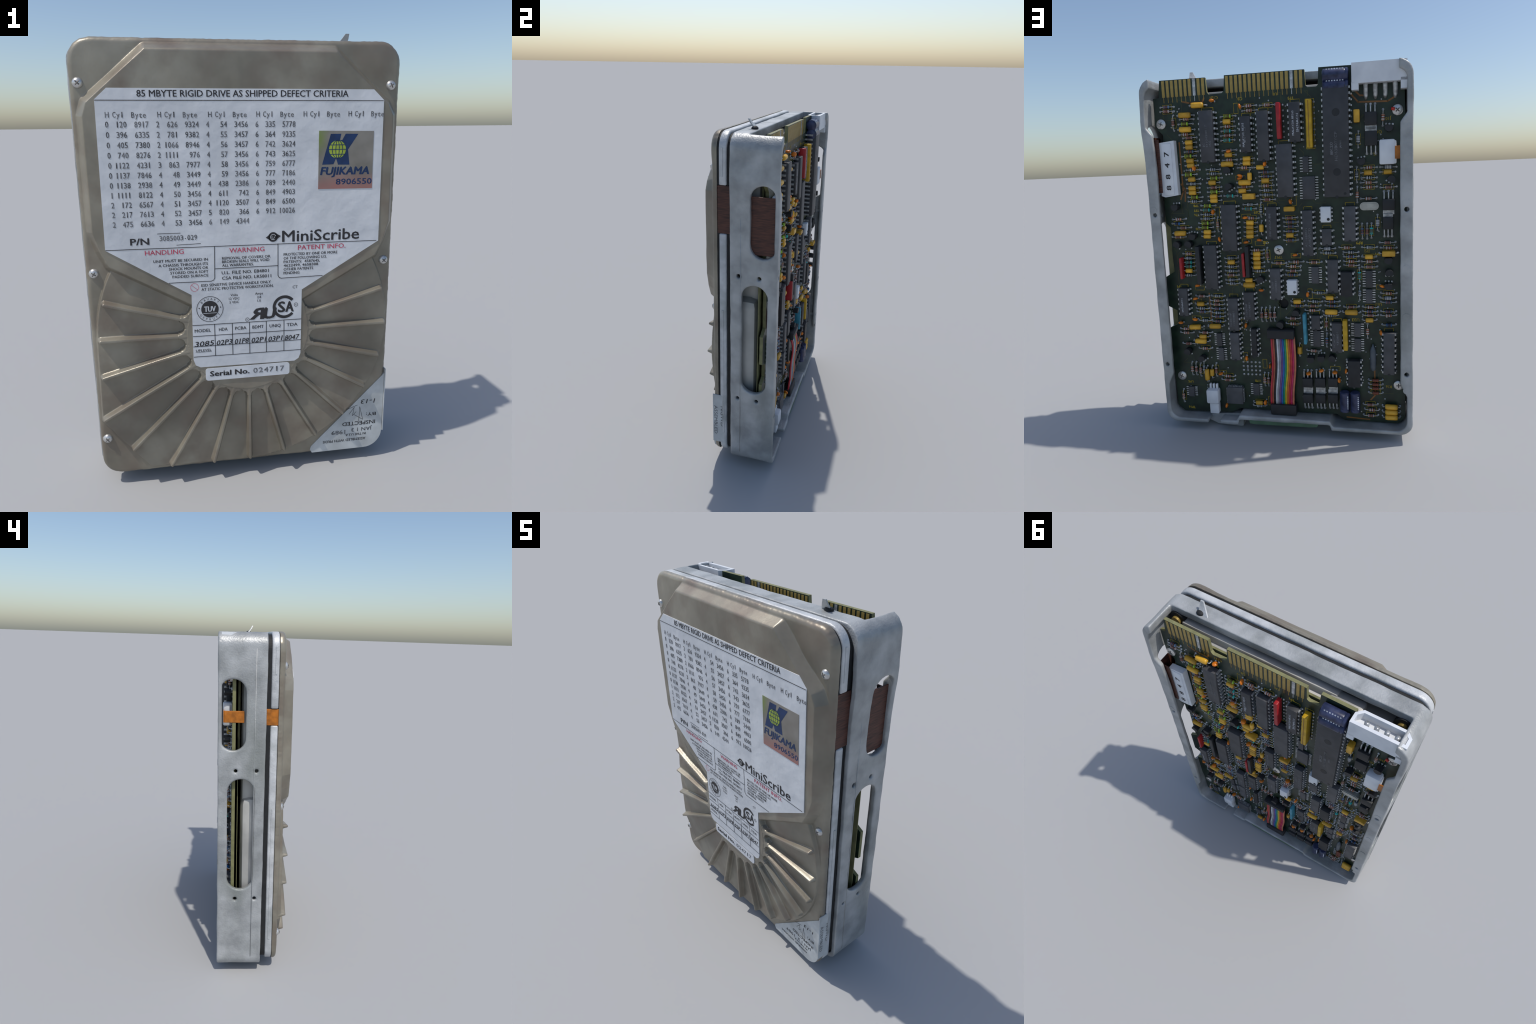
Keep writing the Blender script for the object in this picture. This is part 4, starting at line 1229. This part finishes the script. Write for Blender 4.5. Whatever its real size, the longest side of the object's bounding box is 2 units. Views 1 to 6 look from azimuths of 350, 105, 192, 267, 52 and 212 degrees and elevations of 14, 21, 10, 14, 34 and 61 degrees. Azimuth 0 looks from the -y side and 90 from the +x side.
# ---- ribbon cable and its two headers
g = Geo().box((-0.001, 0.146, 0.577), (0.150, 0.046, 0.052), 0, 0.005)
g.box((-0.001, 0.170, 0.596), (0.140, 0.006, 0.006), 0, 0.002)
put("ribbon_header", to_mesh("ribbon_header", g, [M_chipdark], dz=1.0, angle=40), board)
g = Geo().box((0.000, 0.143, 0.137), (0.146, 0.050, 0.060), 0, 0.006)
put("ribbon_header", to_mesh("ribbon_header", g, [M_chipdark], dz=1.0, angle=40), board)
wires = [(0.46, 0.03, 0.045), (0.34, 0.09, 0.05), (0.013, 0.013, 0.015), (0.55, 0.56, 0.58), (0.26, 0.26, 0.28), (0.15, 0.07, 0.22),
         (0.025, 0.11, 0.36), (0.01, 0.25, 0.13), (0.55, 0.42, 0.03), (0.52, 0.13, 0.03), (0.46, 0.03, 0.04), (0.42, 0.02, 0.09), (0.48, 0.16, 0.09)]
ribbon = Geo()
rm_ = []
for i, c in enumerate(wires):
    q = 0.063 - i * (0.126 / 12)
    path = []
    for k in range(17):
        s = k / 16
        z = 0.560 - 0.40 * s
        bul = 0.146 + 0.016 * math.sin(math.pi * min(1, s * 1.15)) ** 0.8 * (1 if s < 0.87 else 0.9) + 0.006 * math.sin(s * 9)
        x = -0.009 + q + 0.008 * s - 0.008 * math.sin(math.pi * s * 1.6)
        path.append((x, max(0.138, bul), z))
    ribbon.tube(path, 0.0058, i, 8)
    rm_.append(plain("wire_colour", c, 0.4))
child("ribbon_cable", ribbon, rm_, board, smooth=True)

# ---- board screws, via field, copper traces, silk print
g = Geo()
g.tube([(0, PB, 0), (0, PB + 0.008, 0), (0, PB + 0.012, 0)], [0.026, 0.026, 0.021], 0, 24)
for a in (20, 110):
    c, s = math.cos(math.radians(a)), math.sin(math.radians(a))
    g.tube([(-0.012 * c, PB + 0.0118, -0.012 * s), (0.012 * c, PB + 0.0118, 0.012 * s)], 0.003, 1, 4)
bs = to_mesh("board_screw", g, [M_screw, M_recess], angle=40)
for x, z in ((0.608, 1.721), (-0.624, 1.720), (-0.005, 1.036), (0.604, 0.297), (-0.626, 0.297)):
    o = put("board_screw", bs, board, (x, 0, z - 1), (0, rng.uniform(0, 3), 0))
g = Geo()
for i in range(5):
    for j in range(4):
        g.tube([(0.229 - 0.0235 * i, PB, 0.394 - 0.0245 * j), (0.229 - 0.0235 * i, PB + 0.0015, 0.394 - 0.0245 * j)], 0.0065, 0, 10)
for _ in range(260):                                 # loose solder points between the parts
    x, z = rng.uniform(-0.61, 0.59), rng.uniform(0.12, 1.83)
    g.ball((x, PB + 0.0005, z), (0.0045, 0.003, 0.0045), 0, 6)
child("solder_point", g, [M_tin], board, smooth=True, kind="stuff")
g = Geo()
for pts in ([(-0.403, 1.839), (-0.444, 1.800), (-0.475, 1.797)], [(-0.394, 1.817), (-0.435, 1.769), (-0.577, 1.764), (-0.613, 1.784)],
            [(0.515, 1.62), (0.513, 1.36), (0.53, 1.32)], [(0.52, 1.40), (0.50, 1.37), (0.505, 1.31)], [(-0.50, 0.40), (-0.505, 0.235), (-0.48, 0.205)],
            [(-0.35, 0.095), (-0.47, 0.088)], [(0.48, 1.83), (0.44, 1.82), (0.37, 1.82), (0.36, 1.84)], [(0.405, 0.79), (0.40, 0.6)]):
    line(g, pts, 0.008, PB + 0.0008)
child("copper_trace", g, [M_copper], board, kind="stuff")
g = Geo()
for _ in range(150):                                 # thin tracks running under the parts
    x, z = rng.uniform(-0.6, 0.58), rng.uniform(0.13, 1.82)
    a, b = rng.choice([(1, 0), (0, 1), (0, 1)])
    l1, l2 = rng.uniform(0.02, 0.10), rng.uniform(0.01, 0.03)
    s = rng.choice([-1, 1])
    p0 = (x, z); p1 = (x + a * l1, z + b * l1); p2 = (p1[0] + s * l2, p1[1] + l2)
    pts = [(min(0.595, max(-0.62, p[0])), min(1.84, max(0.12, p[1]))) for p in (p0, p1, p2)]
    line(g, pts, 0.0022, PB + 0.0005)
child("thin_track", g, [plain("track_olive", (0.055, 0.06, 0.018), 0.5)], board, kind="stuff")
for x, z, w, h, top in chips:
    line(silk, [(x - w * 0.42, z + h / 2 + 0.003), (x - w * 0.42, z + h / 2 + 0.017), (x + w * 0.42, z + h / 2 + 0.017), (x + w * 0.42, z + h / 2 + 0.003)], 0.003, YK + 0.0002)
for s, x, z, h in (("C121", 0.305, 1.838, 0.015), ("C8", 0.165, 1.824, 0.015), ("C69", 0.105, 1.238, 0.015), ("TP6", 0.445, 1.232, 0.013), ("TP7", 0.445, 1.256, 0.013),
                   ("TP8", 0.445, 1.282, 0.013), ("TP17", 0.0, 0.995, 0.014), ("U7B", 0.150, 0.283, 0.014), ("TP16", 0.56, 0.10, 0.014), ("UPS", 0.555, 0.26, 0.014),
                   ("R26", -0.575, 0.285, 0.014), ("J10", -0.58, 1.682, 0.015), ("J5", -0.515, 1.515, 0.015), ("Q6", -0.535, 1.62, 0.015), ("U33", -0.405, 0.655, 0.017),
                   ("U13", -0.525, 0.742, 0.014), ("TP1", -0.525, 1.01, 0.013), ("TP2", -0.47, 1.025, 0.013), ("RP9", -0.43, 1.068, 0.015), ("TP3", -0.10, 1.81, 0.014),
                   ("U1", -0.02, 1.835, 0.014), ("Q20", 0.44, 1.155, 0.013), ("C62", 0.065, 1.075, 0.014), ("P1", 0.585, 0.83, 0.015)):
    write(silk, s, x, z, h, YK, align='c', spin=180, back=True, bold=0.0006)
child("board_print", silk, [M_silk], board, kind="stuff")
